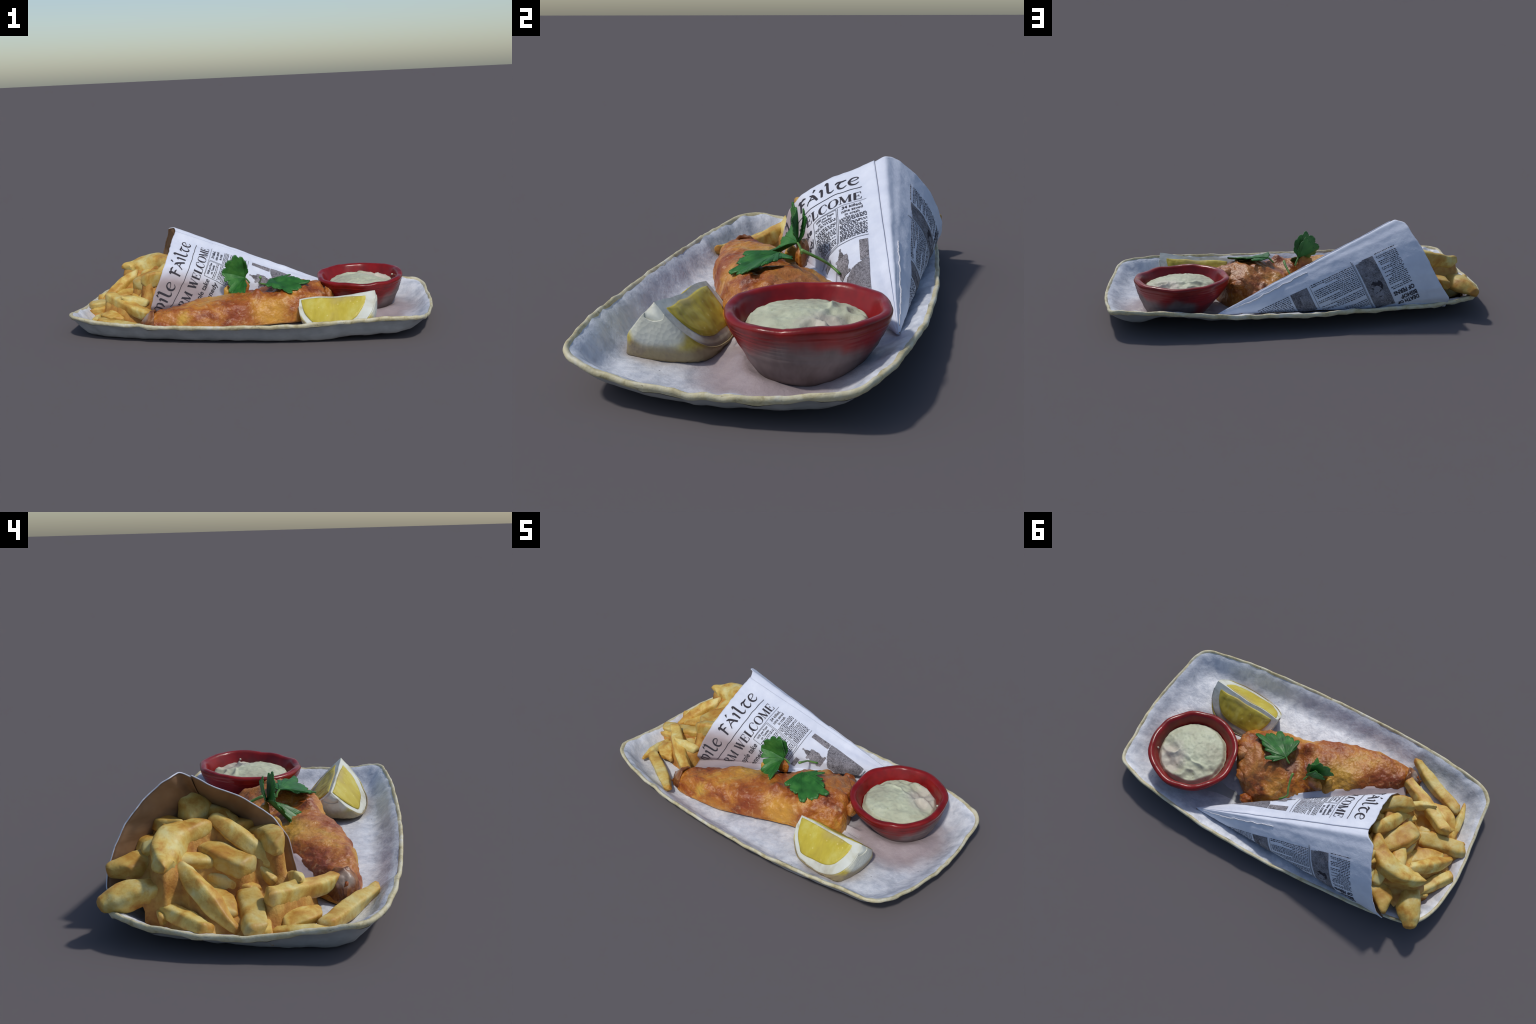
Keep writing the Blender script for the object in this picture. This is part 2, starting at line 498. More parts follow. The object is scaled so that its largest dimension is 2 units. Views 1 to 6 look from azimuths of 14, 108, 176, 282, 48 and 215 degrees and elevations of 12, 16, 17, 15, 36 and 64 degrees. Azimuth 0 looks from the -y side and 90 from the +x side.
def build_plate():
    e = thing("serving_plate", (0, 0, 0), "oblong speckled grey-white stoneware plate with beige rim", "plate")
    N = 320
    P = catmull(RIM, N, closed=True)
    for i, p in enumerate(P):
        p[2] += 0.005 * n1(p[0], p[1], 0, 9) + 0.004 * n1(p[0], p[1], 4, 22)
        k = 0.005 * n1(p[0], p[1], 7, 11)
        p[0] *= 1 + k
        p[1] *= 1 + 1.6 * k

    def ring(d, zfun, wob=0.0):
        out = []
        for p in P:
            dd = d
            x, y = p[0] * (1 - dd / 1.0), p[1] * (1 - dd / 0.48)
            out.append((x, y, max(0.0, zfun(p[2], x, y) + wob * (fbm(x, y, 0, 6, 3) + 1.5 * n1(x, y, 2, 17) + 0.5 * n1(x, y, 6, 38)))))
        return out

    # inside: from the inner rim border to the middle of the floor
    prof = [(0.014, 0.93), (0.028, 0.84), (0.040, 0.68), (0.054, 0.48), (0.068, 0.29), (0.082, 0.15), (0.097, 0.06), (0.115, 0.0)]
    V = []
    for d, f in prof:
        V += ring(d, lambda r, x, y, f=f: floor_z(x, y) + (r - floor_z(x, y)) * f, 0.003 + 0.004 * f)
    rows = len(prof)
    for k in range(1, 22):
        d = 0.115 + (0.47 - 0.115) * k / 22
        V += ring(d, lambda r, x, y: floor_z(x, y), 0.0022)
        rows += 1
    F = grid_faces(rows, N, wrap=True)
    c = len(V)
    V.append((0, 0, floor_z(0, 0)))
    for j in range(N):
        F.append(((rows - 1) * N + j, (rows - 1) * N + (j + 1) % N, c))
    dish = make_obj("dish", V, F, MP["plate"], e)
    # outside wall, foot and underside
    def under(f):
        return lambda r, x, y: floor_z(x, y) - 0.010 + (r - 0.020 - floor_z(x, y) + 0.010) * f
    V = []
    orow = [(0.004, 1.0), (0.018, 0.86), (0.032, 0.62), (0.048, 0.36), (0.064, 0.15), (0.082, 0.03), (0.10, 0.0)]
    for d, f in orow:
        V += ring(d, under(f), 0.003 + 0.003 * f)
    # uneven low foot, only where the plate touches down
    def foot(r, x, y):
        k = smooth01((0.52 - abs(x + 0.05)) / 0.12) * smooth01((-y) / 0.1)
        k = min(1.0, k) * (0.82 + 0.18 * smooth01(0.5 + 1.6 * n1(x, 3, 0, 5)))
        return (floor_z(x, y) - 0.010) * (1 - k)
    V += ring(0.115, foot)
    V += ring(0.135, foot)
    V += ring(0.15, under(0.0))
    V += ring(0.3, under(0.0))
    V += ring(0.46, under(0.0))
    rows = len(orow) + 5
    F = grid_faces(rows, N, wrap=True, flip=True)
    F.append(tuple(range((rows - 1) * N, rows * N)))
    make_obj("underside", V, F, MP["under"], e)
    # rolled lip between the two
    V = []
    lip = [(0.014, -0.0055), (0.010, -0.001), (0.005, 0.002), (0.0, 0.0), (-0.002, -0.007), (-0.0005, -0.014), (0.004, -0.020)]
    for k, (d, dz) in enumerate(lip):
        if k == 0:
            V += ring(d, lambda r, x, y: floor_z(x, y) + (r - floor_z(x, y)) * 0.93, 0.003 + 0.004 * 0.93)
        elif k == len(lip) - 1:
            V += ring(d, under(1.0), 0.004)
        else:
            V += ring(d, lambda r, x, y, dz=dz: r + dz + 0.003 * n1(x, y, 3, 30))
    make_obj("rim", V, grid_faces(len(lip), N, wrap=True, flip=True), MP["rim"], e)
    for o in e.children:
        recalc(o)


build_plate()

# ------------------------------------------------------------ newspaper cone
APEX = np.array((0.410, 0.472, 0.085))
MOUTH = np.array([(-.517, .210, .4645), (-.525, .232, .476), (-.535, .25, .484), (-.574, .27, .474), (-.59, .30, .46), (-.605, .33, .434), (-.622, .36, .406),
                  (-.646, .39, .366), (-.664, .42, .324), (-.70, .45, .252), (-.735, .468, .18), (-.775, .462, .12), (-.765, .42, .06),
                  (-.72, .3, .032), (-.66, .12, .032), (-.60, -.05, .034), (-.565, -.15, .05), (-.551, -.188, .105), (-.53, -.165, .18),
                  (-.506, -.143, .246), (-.494, -.085, .318), (-.494, -.027, .356), (-.496, .03, .39), (-.506, .088, .414),
                  (-.512, .145, .434), (-.5155, .200, .4598), (-.517, .210, .4645)])
PRINT_MARGIN = np.array((-.525, .235, .475))       # the sheet's printed right margin is measured from here
_d = MOUTH - APEX
_d /= np.linalg.norm(_d, axis=1)[:, None]
_step = np.arccos(np.clip((_d[1:] * _d[:-1]).sum(1), -1, 1))
PHI = np.concatenate([[0], np.cumsum(_step)])
PHI -= PHI[2]                                   # 0 at the peak of the back sheet
PHI_END = float(PHI[-1])
_m = PRINT_MARGIN - APEX
PRINT_ZERO = PHI_END + float(np.arccos(_m @ _d[-1] / np.linalg.norm(_m)))
# fine table of mouth points with smoothed corners
TAB = np.linspace(PHI[0], PHI_END, 900)
TM = np.stack([np.interp(TAB, PHI, MOUTH[:, i]) for i in range(3)], 1)
for _ in range(22):                              # the two ends lie on each other
    LOOP = np.vstack([TM[-2], TM, TM[1]])
    TM = 0.5 * TM + 0.25 * (LOOP[:-2] + LOOP[2:])
TD = TM - APEX
TL = np.linalg.norm(TD, axis=1)
TD = TD / TL[:, None]
_g = np.gradient(TD, axis=0)
_g[0] = _g[-1] = TD[1] - TD[-2]
TN = np.cross(_g, TD)
TN /= np.linalg.norm(TN, axis=1)[:, None]
_c = TM.mean(0)
if ((TM - _c) * TN).sum() < 0:
    TN = -TN


def row(tab, phi):
    return np.array([np.interp(phi, TAB, tab[:, i]) for i in range(3)])


def on_paper(r, phi, off=0.0):
    """Point on the cone: r metres from the tip, phi radians round the unrolled sheet."""
    d, nn = row(TD, phi), row(TN, phi)
    L = float(np.interp(phi, TAB, TL))
    p = APEX + d * r
    s = r / L
    amp = math.sin(math.pi * min(1, max(0, s))) ** 0.7
    bulge = 0.006 * smooth01((phi - 1.0) / 0.2) * smooth01((PHI_END - phi) / 0.2) - 0.006 * smooth01((0.9 - phi) / 0.2) * smooth01(phi / 0.15)
    turn = phi if phi < 0.8 else phi - PHI_END + float(PHI[0])
    b = bulge * amp + 0.004 * amp * n1(p[0], p[1], p[2], 5.5) + 0.0026 * amp * n1(p[0], p[1], p[2], 15) + 0.0012 * n1(p[0], p[1], p[2], 33)
    b += 0.003 * min(1, s * 3) * math.exp(-(turn / 0.05) ** 2)
    over = 0.0055 * smooth01((phi - (PHI_END - 0.10)) / 0.09)
    under = 0.0
    return p + nn * (b + over * min(1, s * 4) + under * min(1, s * 4) + off)


def printed(x, y, off=0.0016):
    """Sheet coordinates (x along the text, y up the page) to a point on the paper."""
    return on_paper(math.hypot(x, y), PRINT_ZERO + math.atan2(x, y), off)


cone = thing("newspaper_cone", (-0.1, 0.25, FLOOR), "rolled newspaper cone with printed headlines and columns", "paper cone")


def build_paper():
    nphi, nr = 300, 110
    V, F = [], []
    phis = np.linspace(PHI[0], PHI_END, nphi)
    for i in range(nr):
        for ph in phis:
            L = float(np.interp(ph, TAB, TL)) + 0.004 * n1(ph, 0, 0, 14) + 0.003 * n1(ph, 3, 0, 40)
            r = 0.015 + (L - 0.015) * i / (nr - 1)
            V.append(on_paper(r, ph))
    F = grid_faces(nr, nphi)
    ob = make_obj("paper", V, F, [MP["paper"], MP["inside"]], cone)
    me = ob.data
    s = sum((p.normal.dot(Vector(p.center) - Vector((-0.2, 0.25, 0.15))) for p in me.polygons))
    if s < 0:
        me.flip_normals()
    so = ob.modifiers.new("thickness", "SOLIDIFY")
    so.thickness, so.offset, so.material_offset, so.material_offset_rim = 0.0045, -1.0, 1, 0
    return ob


build_paper()


def build_lining():
    """Greasy inner sheet, crumpled back a hand's breadth inside the mouth."""
    C = np.array((-0.40, 0.19, 0.25))
    V, nphi, rows = [], 160, 16
    for i in range(rows):
        f = 0.0 + 0.64 * (i / (rows - 1)) ** 1.1
        for ph in np.linspace(PHI[0], PHI_END, nphi):
            L = float(np.interp(ph, TAB, TL))
            p = on_paper(L - 0.008, ph, -0.0045)
            q = p + (C - p) * f
            q = q + np.array((0.10 * f * f, 0, 0)) + 0.012 * f * np.array((n1(*q, 9), n1(q[1], q[2], q[0], 9), n1(q[2], q[0], q[1], 9)))
            V.append(q)
    ob = make_obj("paper_lining", V, grid_faces(rows, nphi), MP["inside"], cone)
    ob.modifiers.new("thickness", "SOLIDIFY").thickness = 0.003


build_lining()


class Print:
    """Collects flat pieces of ink laid on the paper."""

    def __init__(self):
        self.v, self.f = [], []

    def poly(self, pts):
        b = len(self.v)
        self.v += list(pts)
        self.f.append(tuple(range(b, b + len(pts))))

    def rect(self, x0, y0, x1, y1, step=0.012):
        nx, ny = max(1, math.ceil(abs(x1 - x0) / step)), max(1, math.ceil(abs(y1 - y0) / step))
        b = len(self.v)
        for j in range(ny + 1):
            for i in range(nx + 1):
                self.v.append((x0 + (x1 - x0) * i / nx, y0 + (y1 - y0) * j / ny))
        self.f += [tuple(b + k for k in q) for q in grid_faces(ny + 1, nx + 1)]

    def ribbon(self, pts, widths, n=14, nib=None):
        """Pen stroke; a nib angle gives thick and thin parts like a broad pen."""
        P = catmull(pts, n) if len(pts) > 2 else np.array([np.array(pts[0]) + (np.array(pts[1]) - np.array(pts[0])) * t for t in np.linspace(0, 1, n)])
        W = np.interp(np.linspace(0, 1, n), np.linspace(0, 1, len(widths)), widths)
        b = len(self.v)
        for i in range(n):
            t = P[min(i + 1, n - 1)] - P[max(i - 1, 0)]
            t = t / (np.linalg.norm(t) + 1e-9)
            q = np.array((-t[1], t[0]))
            w = W[i]
            if nib is not None:
                w *= 0.30 + 0.70 * abs(math.sin(math.atan2(t[1], t[0]) - nib))
            self.v += [tuple(P[i] + q * w / 2), tuple(P[i] - q * w / 2)]
        self.f += [(b + 2 * i, b + 2 * i + 1, b + 2 * i + 3, b + 2 * i + 2) for i in range(n - 1)]

    def line(self, x0, y0, x1, y1, w, wob=0.0):
        n = max(2, int(math.hypot(x1 - x0, y1 - y0) / 0.012))
        pts = []
        for i in range(n + 1):
            t = i / n
            pts.append((x0 + (x1 - x0) * t + wob * n1(x0, y0 + t * 3, 0, 4), y0 + (y1 - y0) * t + wob * n1(x0 + 9 + t * 3, y0, 0, 4)))
        self.ribbon(pts, [w, w], n=2 * n + 1)

    def grid_in(self, inside, x0, y0, x1, y1, step):
        """Small squares that fill a shape given by a test function."""
        nx, ny = int((x1 - x0) / step), int((y1 - y0) / step)
        for j in range(ny):
            for i in range(nx):
                xa, ya = x0 + i * step, y0 + j * step
                if inside(xa + step / 2, ya + step / 2):
                    self.poly([(xa, ya), (xa + step, ya), (xa + step, ya + step), (xa, ya + step)])

    def column(self, x0, x1, ytop, ybot, pitch, cut=None, wob=0.0, weight=0.42):
        """Lines of small print as rows of words."""
        y, k = ytop, 0
        while y > ybot:
            x, gap_row = x0 + (0.008 if rng.random() < 0.15 else 0.0), rng.random() < 0.06
            end = x1 if rng.random() > 0.14 else x0 + (x1 - x0) * rng.uniform(0.4, 0.8)
            while x < end and not gap_row:
                w = min(rng.uniform(0.004, 0.015), end - x)
                if w > 0.002 and (cut is None or cut(x + w / 2, y)):
                    dy = wob * n1(x, y, 0, 22)
                    h = pitch * weight * rng.uniform(0.85, 1.15)
                    self.rect(x, y + dy, x + w, y + dy + h, 0.02)
                x += w + rng.uniform(0.0022, 0.0045)
            y -= pitch

    def build(self, name, mat, off=0.0016, stuff=False):
        pts = [printed(x, y, off) for x, y in self.v]
        ob = make_obj(name, pts, self.f, mat, cone, smooth=True)
        me = ob.data
        # face the ink outwards
        if sum(p.normal.dot(p.center - Vector((-0.1, 0.3, 0.12))) for p in me.polygons) < 0:
            me.flip_normals()
        if stuff:
            ob["kind"] = "stuff"
        return ob


# Broad-pen uncial letters: advance width and strokes in a box one x-unit high
UNCIAL = {
    "F": (0.66, [([(.02, .80), (.12, .93), (.22, .90)], [.06, .14, .10]), ([(.18, .92), (.19, .5), (.16, -.02)], [.15, .13, .12]), ([(.18, .86), (.40, .93), (.60, .84)], [.07, .12, .05]), ([(.18, .50), (.34, .54), (.50, .48)], [.06, .11, .05])]),
    "A": (0.80, [([(.02, .02), (.22, .42), (.40, .78)], [.06, .05, .06]), ([(.20, .80), (.42, .62), (.68, .0)], [.06, .15, .13]), ([(.08, .24), (.30, .34), (.50, .28)], [.05, .07, .05]), ([(.40, .98), (.52, 1.2)], [.05, .13])]),
    "I": (0.34, [([(.0, .62), (.09, .74), (.17, .72)], [.04, .10, .10]), ([(.15, .74), (.16, .36), (.15, .0)], [.13, .13, .11])]),
    "J": (0.38, [([(.0, .62), (.09, .74), (.17, .72)], [.04, .10, .10]), ([(.15, .74), (.16, .36), (.15, .0)], [.13, .13, .11]), ([(.18, .95), (.30, 1.16)], [.05, .13])]),
    "L": (0.58, [([(.0, 1.0), (.10, 1.14), (.18, 1.10)], [.04, .12, .12]), ([(.16, 1.12), (.17, .5), (.20, .14), (.36, .01), (.54, .14)], [.14, .14, .12, .09, .03])]),
    "T": (0.72, [([(.02, .58), (.16, .74), (.40, .70), (.64, .76)], [.05, .12, .11, .05]), ([(.36, .70), (.18, .42), (.22, .10), (.42, .0), (.64, .18)], [.05, .12, .14, .08, .03])]),
    "E": (0.66, [([(.58, .16), (.38, .0), (.14, .10), (.06, .40), (.20, .70), (.44, .74), (.56, .56), (.36, .42), (.09, .36)], [.03, .07, .13, .14, .09, .06, .06, .04, .04])]),
    "M": (1.0, [([(.30, .74), (.10, .5), (.10, .2), (.28, .0)], [.05, .13, .13, .05]), ([(.26, .72), (.46, .74), (.50, .4), (.46, .0)], [.05, .08, .13, .10]), ([(.50, .70), (.74, .74), (.84, .4), (.72, .0)], [.05, .09, .14, .05])]),
    " ": (0.5, []),
}


def serif(x, y, w=0.26):
    return ([(x - w / 2, y), (x + w / 2, y)], [.035, .035])


# High-contrast roman capitals
ROMAN = {
    "W": (1.12, [([(.10, 1), (.36, 0)], [.16, .16]), ([(.36, 0), (.56, .95)], [.04, .04]), ([(.50, 1), (.76, 0)], [.16, .16]), ([(.76, 0), (1.0, 1)], [.04, .04]), serif(.10, .98), serif(.52, .98), serif(1.0, .98, .2)]),
    "A": (0.86, [([(.10, 0), (.40, 1)], [.04, .04]), ([(.40, 1), (.72, 0)], [.16, .16]), ([(.22, .34), (.58, .34)], [.04, .04]), serif(.10, .02), serif(.72, .02)]),
    "R": (0.84, [([(.18, 0), (.18, 1)], [.17, .17]), ([(.18, .98), (.5, .97), (.62, .74), (.5, .52), (.18, .50)], [.04, .06, .17, .06, .04]), ([(.42, .50), (.58, .30), (.66, .04), (.80, .05)], [.06, .14, .12, .03]), serif(.18, .02, .34), serif(.10, .98, .2)]),
    "M": (1.12, [([(.16, 0), (.16, 1)], [.045, .045]), ([(.16, 1), (.52, 0)], [.16, .16]), ([(.52, 0), (.88, 1)], [.04, .04]), ([(.90, 0), (.90, 1)], [.16, .16]), serif(.16, .02), serif(.12, .98, .2), serif(.92, .02, .32), serif(.94, .98, .2)]),
    "E": (0.78, [([(.18, 0), (.18, 1)], [.17, .17]), ([(.08, .98), (.66, .98)], [.04, .045]), ([(.08, .02), (.68, .02)], [.04, .045]), ([(.18, .52), (.50, .52)], [.04, .04]), ([(.64, .98), (.66, .72)], [.06, .03]), ([(.66, .02), (.70, .30)], [.06, .03]), ([(.50, .66), (.50, .38)], [.04, .04])]),
    "L": (0.74, [([(.18, 0), (.18, 1)], [.17, .17]), ([(.08, .02), (.66, .02)], [.04, .05]), ([(.64, .02), (.68, .34)], [.07, .03]), serif(.18, .98, .34)]),
    "C": (0.86, [([(.74, .72), (.62, .96), (.38, .99), (.14, .74), (.12, .30), (.36, .01), (.62, .05), (.76, .28)], [.10, .04, .05, .17, .19, .06, .04, .03])]),
    "O": (0.94, [([(.47, 1.0), (.20, .88), (.10, .5), (.20, .12), (.47, 0)], [.03, .09, .19, .09, .03]), ([(.47, 1.0), (.74, .88), (.84, .5), (.74, .12), (.47, 0)], [.03, .09, .19, .09, .03])]),
    " ": (0.45, []),
}


def letter(pr, font, ch, x, y, sx, sy, slant=0.0):
    for pts, ws in font[ch][1]:
        P = [(x + px * sx + slant * py * sy, y + py * sy) for px, py in pts]
        pr.ribbon(P, [w * 0.5 * (sx + sy) * (1.15 if font is UNCIAL else 1.22) for w in ws], n=5 if len(pts) == 2 else 6 * (len(pts) - 1) + 1)


def set_line(font, text, right, y, width, height, name, slant=0.0):
    """Sets a headline so that it ends at x = right; one mesh for each word."""
    tot = sum(font[c][0] for c in text)
    sx = width / tot
    x, pr = right - width, Print()
    for c in text + " ":
        if c == " ":
            if pr.f:
                pr.build(name, MP["ink"], 0.0018)
            pr = Print()
        else:
            letter(pr, font, c, x, y, sx, height, slant)
        x += font[c][0] * sx


def type_text(body, x, y, size, bold=0.0, width=None, name="headline_word", mat="ink", align="LEFT", shear=0.0):
    """Small type from the built-in font, laid on the paper."""
    cu = bpy.data.curves.new("type", "FONT")
    cu.body, cu.size, cu.offset, cu.shear = body, size, bold, shear
    cu.resolution_u = 2
    tmp = bpy.data.objects.new("type", cu)
    SCENE.collection.objects.link(tmp)
    dg = bpy.context.evaluated_depsgraph_get()
    me = bpy.data.meshes.new_from_object(tmp.evaluated_get(dg))
    bpy.data.objects.remove(tmp)
    bpy.data.curves.remove(cu)
    bm = bmesh.new()
    bm.from_mesh(me)
    for _ in range(2):
        long = [e for e in bm.edges if e.calc_length() > 0.014]
        if long:
            bmesh.ops.subdivide_edges(bm, edges=long, cuts=1)
    bmesh.ops.triangulate(bm, faces=bm.faces)
    xs = [v.co.x for v in bm.verts]
    lo, hi = min(xs), max(xs)
    k = width / (hi - lo) if width else 1.0
    shift = {"LEFT": 0.0, "RIGHT": -(hi - lo) * k, "CENTER": -(hi - lo) * k / 2}[align]
    pr = Print()
    bm.verts.index_update()
    pr.v = [(x + shift + (v.co.x - lo) * k, y + v.co.y) for v in bm.verts]
    pr.f = [tuple(v.index for v in f.verts) for f in bm.faces]
    bm.free()
    bpy.data.meshes.remove(me)
    pr.build(name, MP[mat], 0.0018)


def build_print():
    # front sheet -----------------------------------------------------------
    set_line(UNCIAL, "MJLE FAILTE", -0.093, 0.921, 0.535, 0.066, "masthead_word")
    set_line(ROMAN, "WARM WELCOME", -0.088, 0.808, 0.545, 0.050, "headline_word")
    rules = Print()
    rules.line(-0.56, 0.890, -0.088, 0.889, 0.0036, 0.003)
    rules.line(-0.300, 0.7945, -0.072, 0.7945, 0.0018)
    rules.line(-0.308, 0.792, -0.198, 0.7885, 0.0020)
    rules.line(-0.308, 0.792, -0.312, 0.63, 0.0020)
    rules.line(-0.190, 0.789, -0.190, 0.572, 0.0018)
    rules.line(-0.1965, 0.789, -0.1965, 0.572, 0.0018)
    rules.line(-0.32, 0.572, -0.1965, 0.572, 0.0018)
    rules.line(-0.33, 0.5635, -0.072, 0.5635, 0.0022)
    # back sheet
    rules.line(-0.7285, 0.045, -0.7265, 0.33, 0.0022)
    rules.line(-0.7335, 0.055, -0.7315, 0.33, 0.0016)
    rules.line(-0.486, 0.07, -0.486, 0.2, 0.0016)
    rules.build("printed_rule", MP["ink"])
    for t, y, w in (("34 killed,", 0.7680, 0.080), ("nine saved", 0.7455, 0.084), ("in crash", 0.7230, 0.058)):
        type_text(t, -0.131, y, 0.023, 0.0004, w, "subheading", align="CENTER")
    for t, y, w in (("Will see Pope", 0.7690, 0.085), ("on Tuesday", 0.7500, 0.066)):
        type_text(t, -0.250, y, 0.018, 0.0004, w, "subheading", align="CENTER")
    type_text("people take", -0.322, 0.752, 0.043, 0.0006, 0.185, "headline_word", align="RIGHT", shear=0.15)
    type_text("Kennedy", -0.318, 0.700, 0.043, 0.0006, 0.150, "headline_word", align="RIGHT", shear=0.15)
    col = Print()
    col.column(-0.184, -0.074, 0.7100, 0.574, 0.0078, weight=0.5, wob=0.0008)
    col.column(-0.303, -0.201, 0.7380, 0.578, 0.0085, wob=0.002, weight=0.45)
    # back sheet columns
    col.column(-0.966, -0.855, 0.262, 0.050, 0.0092, cut=lambda x, y: y > 0.055 + 0.10 * max(0, -x - 0.905) * 0)
    col.column(-0.722, -0.493, 0.225, 0.066, 0.0092, cut=lambda x, y: True)
    col.column(-0.370, -0.20, 0.16, 0.068, 0.0088, cut=lambda x, y: math.atan2(-x, y) > 1.1)
    col.column(-0.722, -0.60, 0.300, 0.25, 0.0092)
    col.build("column_text", MP["ink"], stuff=True)
    for t, y, w in (("DEATH OF", 0.340, 0.112), ("BISHOP", 0.312, 0.085), ("OF FERNS", 0.280, 0.112)):
        type_text(t, -0.966, y, 0.030, 0.0012, w, "headline_word")
    # pictures --------------------------------------------------------------
    p = Print()
    p.grid_in(lambda x, y: x < -0.077 and x > -0.109 + 0.02 * max(0, 0.44 - y), -0.112, 0.428, -0.076, 0.541, 0.004)
    p.build("printed_picture", MP["pic"], 0.0016)

    def tower(x, y):
        t = (0.54 - y) / 0.135
        wob = 0.006 * n1(x, y, 0, 60)
        if t < 0 or t > 1:
            return False
        if t < 0.30:
            return abs(x + 0.187) < 0.003 + 0.05 * max(0, t - 0.08) + wob * 0.4
        lo, hi = -0.214 + 0.004 * math.sin(y * 160), -0.158 + 0.006 * (t > 0.9)
        return lo + wob < x < hi + wob
    p = Print()
    p.grid_in(tower, -0.222, 0.403, -0.145, 0.541, 0.0026)
    p.build("printed_picture", MP["pic"], 0.0016)
    p = Print()
    p.grid_in(lambda x, y: -0.30 < x < -0.245 and 0.52 < y < 0.545, -0.30, 0.515, -0.24, 0.55, 0.004)
    p.build("printed_picture", MP["dark"], 0.0016)
    # the quarter-round hillside picture
    p = Print()
    p.grid_in(lambda x, y: 0.205 < y < 0.426 and x < -0.076 and x > -0.079 - 0.112 * math.sqrt(max(0, min(1, (0.426 - y) / 0.06)))
              and math.atan2(-x, y) < 0.62, -0.215, 0.205, -0.074, 0.428, 0.004)
    p.build("printed_picture", MP["dark"], 0.0016)
    type_text("from press", -0.078, 0.190, 0.014, 0.0002, 0.045, "caption", align="RIGHT")
    # portrait on the back sheet: ground, shoulders, head, hair
    p = Print()
    p.grid_in(lambda x, y: -0.842 < x < -0.740 and 0.062 + 0.2 * max(0, x + 0.80) < y < 0.345, -0.842, 0.056, -0.738, 0.345, 0.004)
    p.build("printed_picture", MP["dark"], 0.0014)
    ell = lambda cx, cy, a, b: (lambda x, y: ((x - cx) / a) ** 2 + ((y - cy) / b) ** 2 < 1)
    for f, box, m, o in ((ell(-0.792, 0.345, 0.046, 0.050), (-0.84, 0.295, -0.742, 0.345), "pic", 0.0020),
                         (lambda x, y: ell(-0.795, 0.215, 0.030, 0.030)(x, y) and n1(x, y, 0, 60) > -0.25, (-0.83, 0.18, -0.76, 0.25), "ink", 0.0020),
                         (lambda x, y: ell(-0.788, 0.252, 0.024, 0.040)(x, y) and n1(x, y, 0, 80) > -0.4, (-0.82, 0.21, -0.76, 0.29), "light", 0.0026)):
        p = Print()
        p.grid_in(f, box[0], box[1], box[2], box[3], 0.003)
        p.build("printed_picture", MP[m], o)
    p = Print()
    for x, y in ((-0.799, 0.243), (-0.780, 0.245)):
        p.rect(x - 0.005, y, x + 0.005, y + 0.0035)
    p.rect(-0.797, 0.270, -0.783, 0.2735)
    p.build("printed_picture", MP["ink"], 0.0032)
    p = Print()
    p.grid_in(lambda x, y: -0.474 < x < -0.380 and 0.068 < y < 0.205, -0.476, 0.066, -0.378, 0.207, 0.004)
    p.build("printed_picture", MP["dark"], 0.0014)
    p = Print()
    p.grid_in(lambda x, y: n1(x, y * 0.35, 0, 70) > 0.25, -0.466, 0.10, -0.40, 0.17, 0.004)
    p.build("printed_picture", MP["light"], 0.0022)


build_print()


def build_torn_edge():
    """Ragged white torn strip of the under sheet beside the fold."""
    V, F = [], []
    n = 120
    for i in range(n):
        r = 0.05 + 0.46 * i / (n - 1)
        jag = 0.011 * n1(r, 2, 0, 28) + 0.006 * n1(r, 8, 0, 90)
        w = (0.006 + 0.010 * abs(n1(r, 5, 0, 30))) * min(1, r * 6)
        base = -0.030 + jag
        for k, (dx, off) in enumerate(((0, 0.001), (w * 0.5, 0.0035), (w, 0.001))):
            V.append(on_paper(r, 0.012 + (0.020 + jag * 0.6 + dx) / max(r, 0.2), off))
    F = grid_faces(n, 3)
    ob = make_obj("torn_edge", V, F, MP["torn"], cone)
    ob.modifiers.new("thickness", "SOLIDIFY").thickness = 0.0015


MP["torn"] = mat_flat("torn_paper", (0.66, 0.66, 0.70), 0.9)
build_torn_edge()


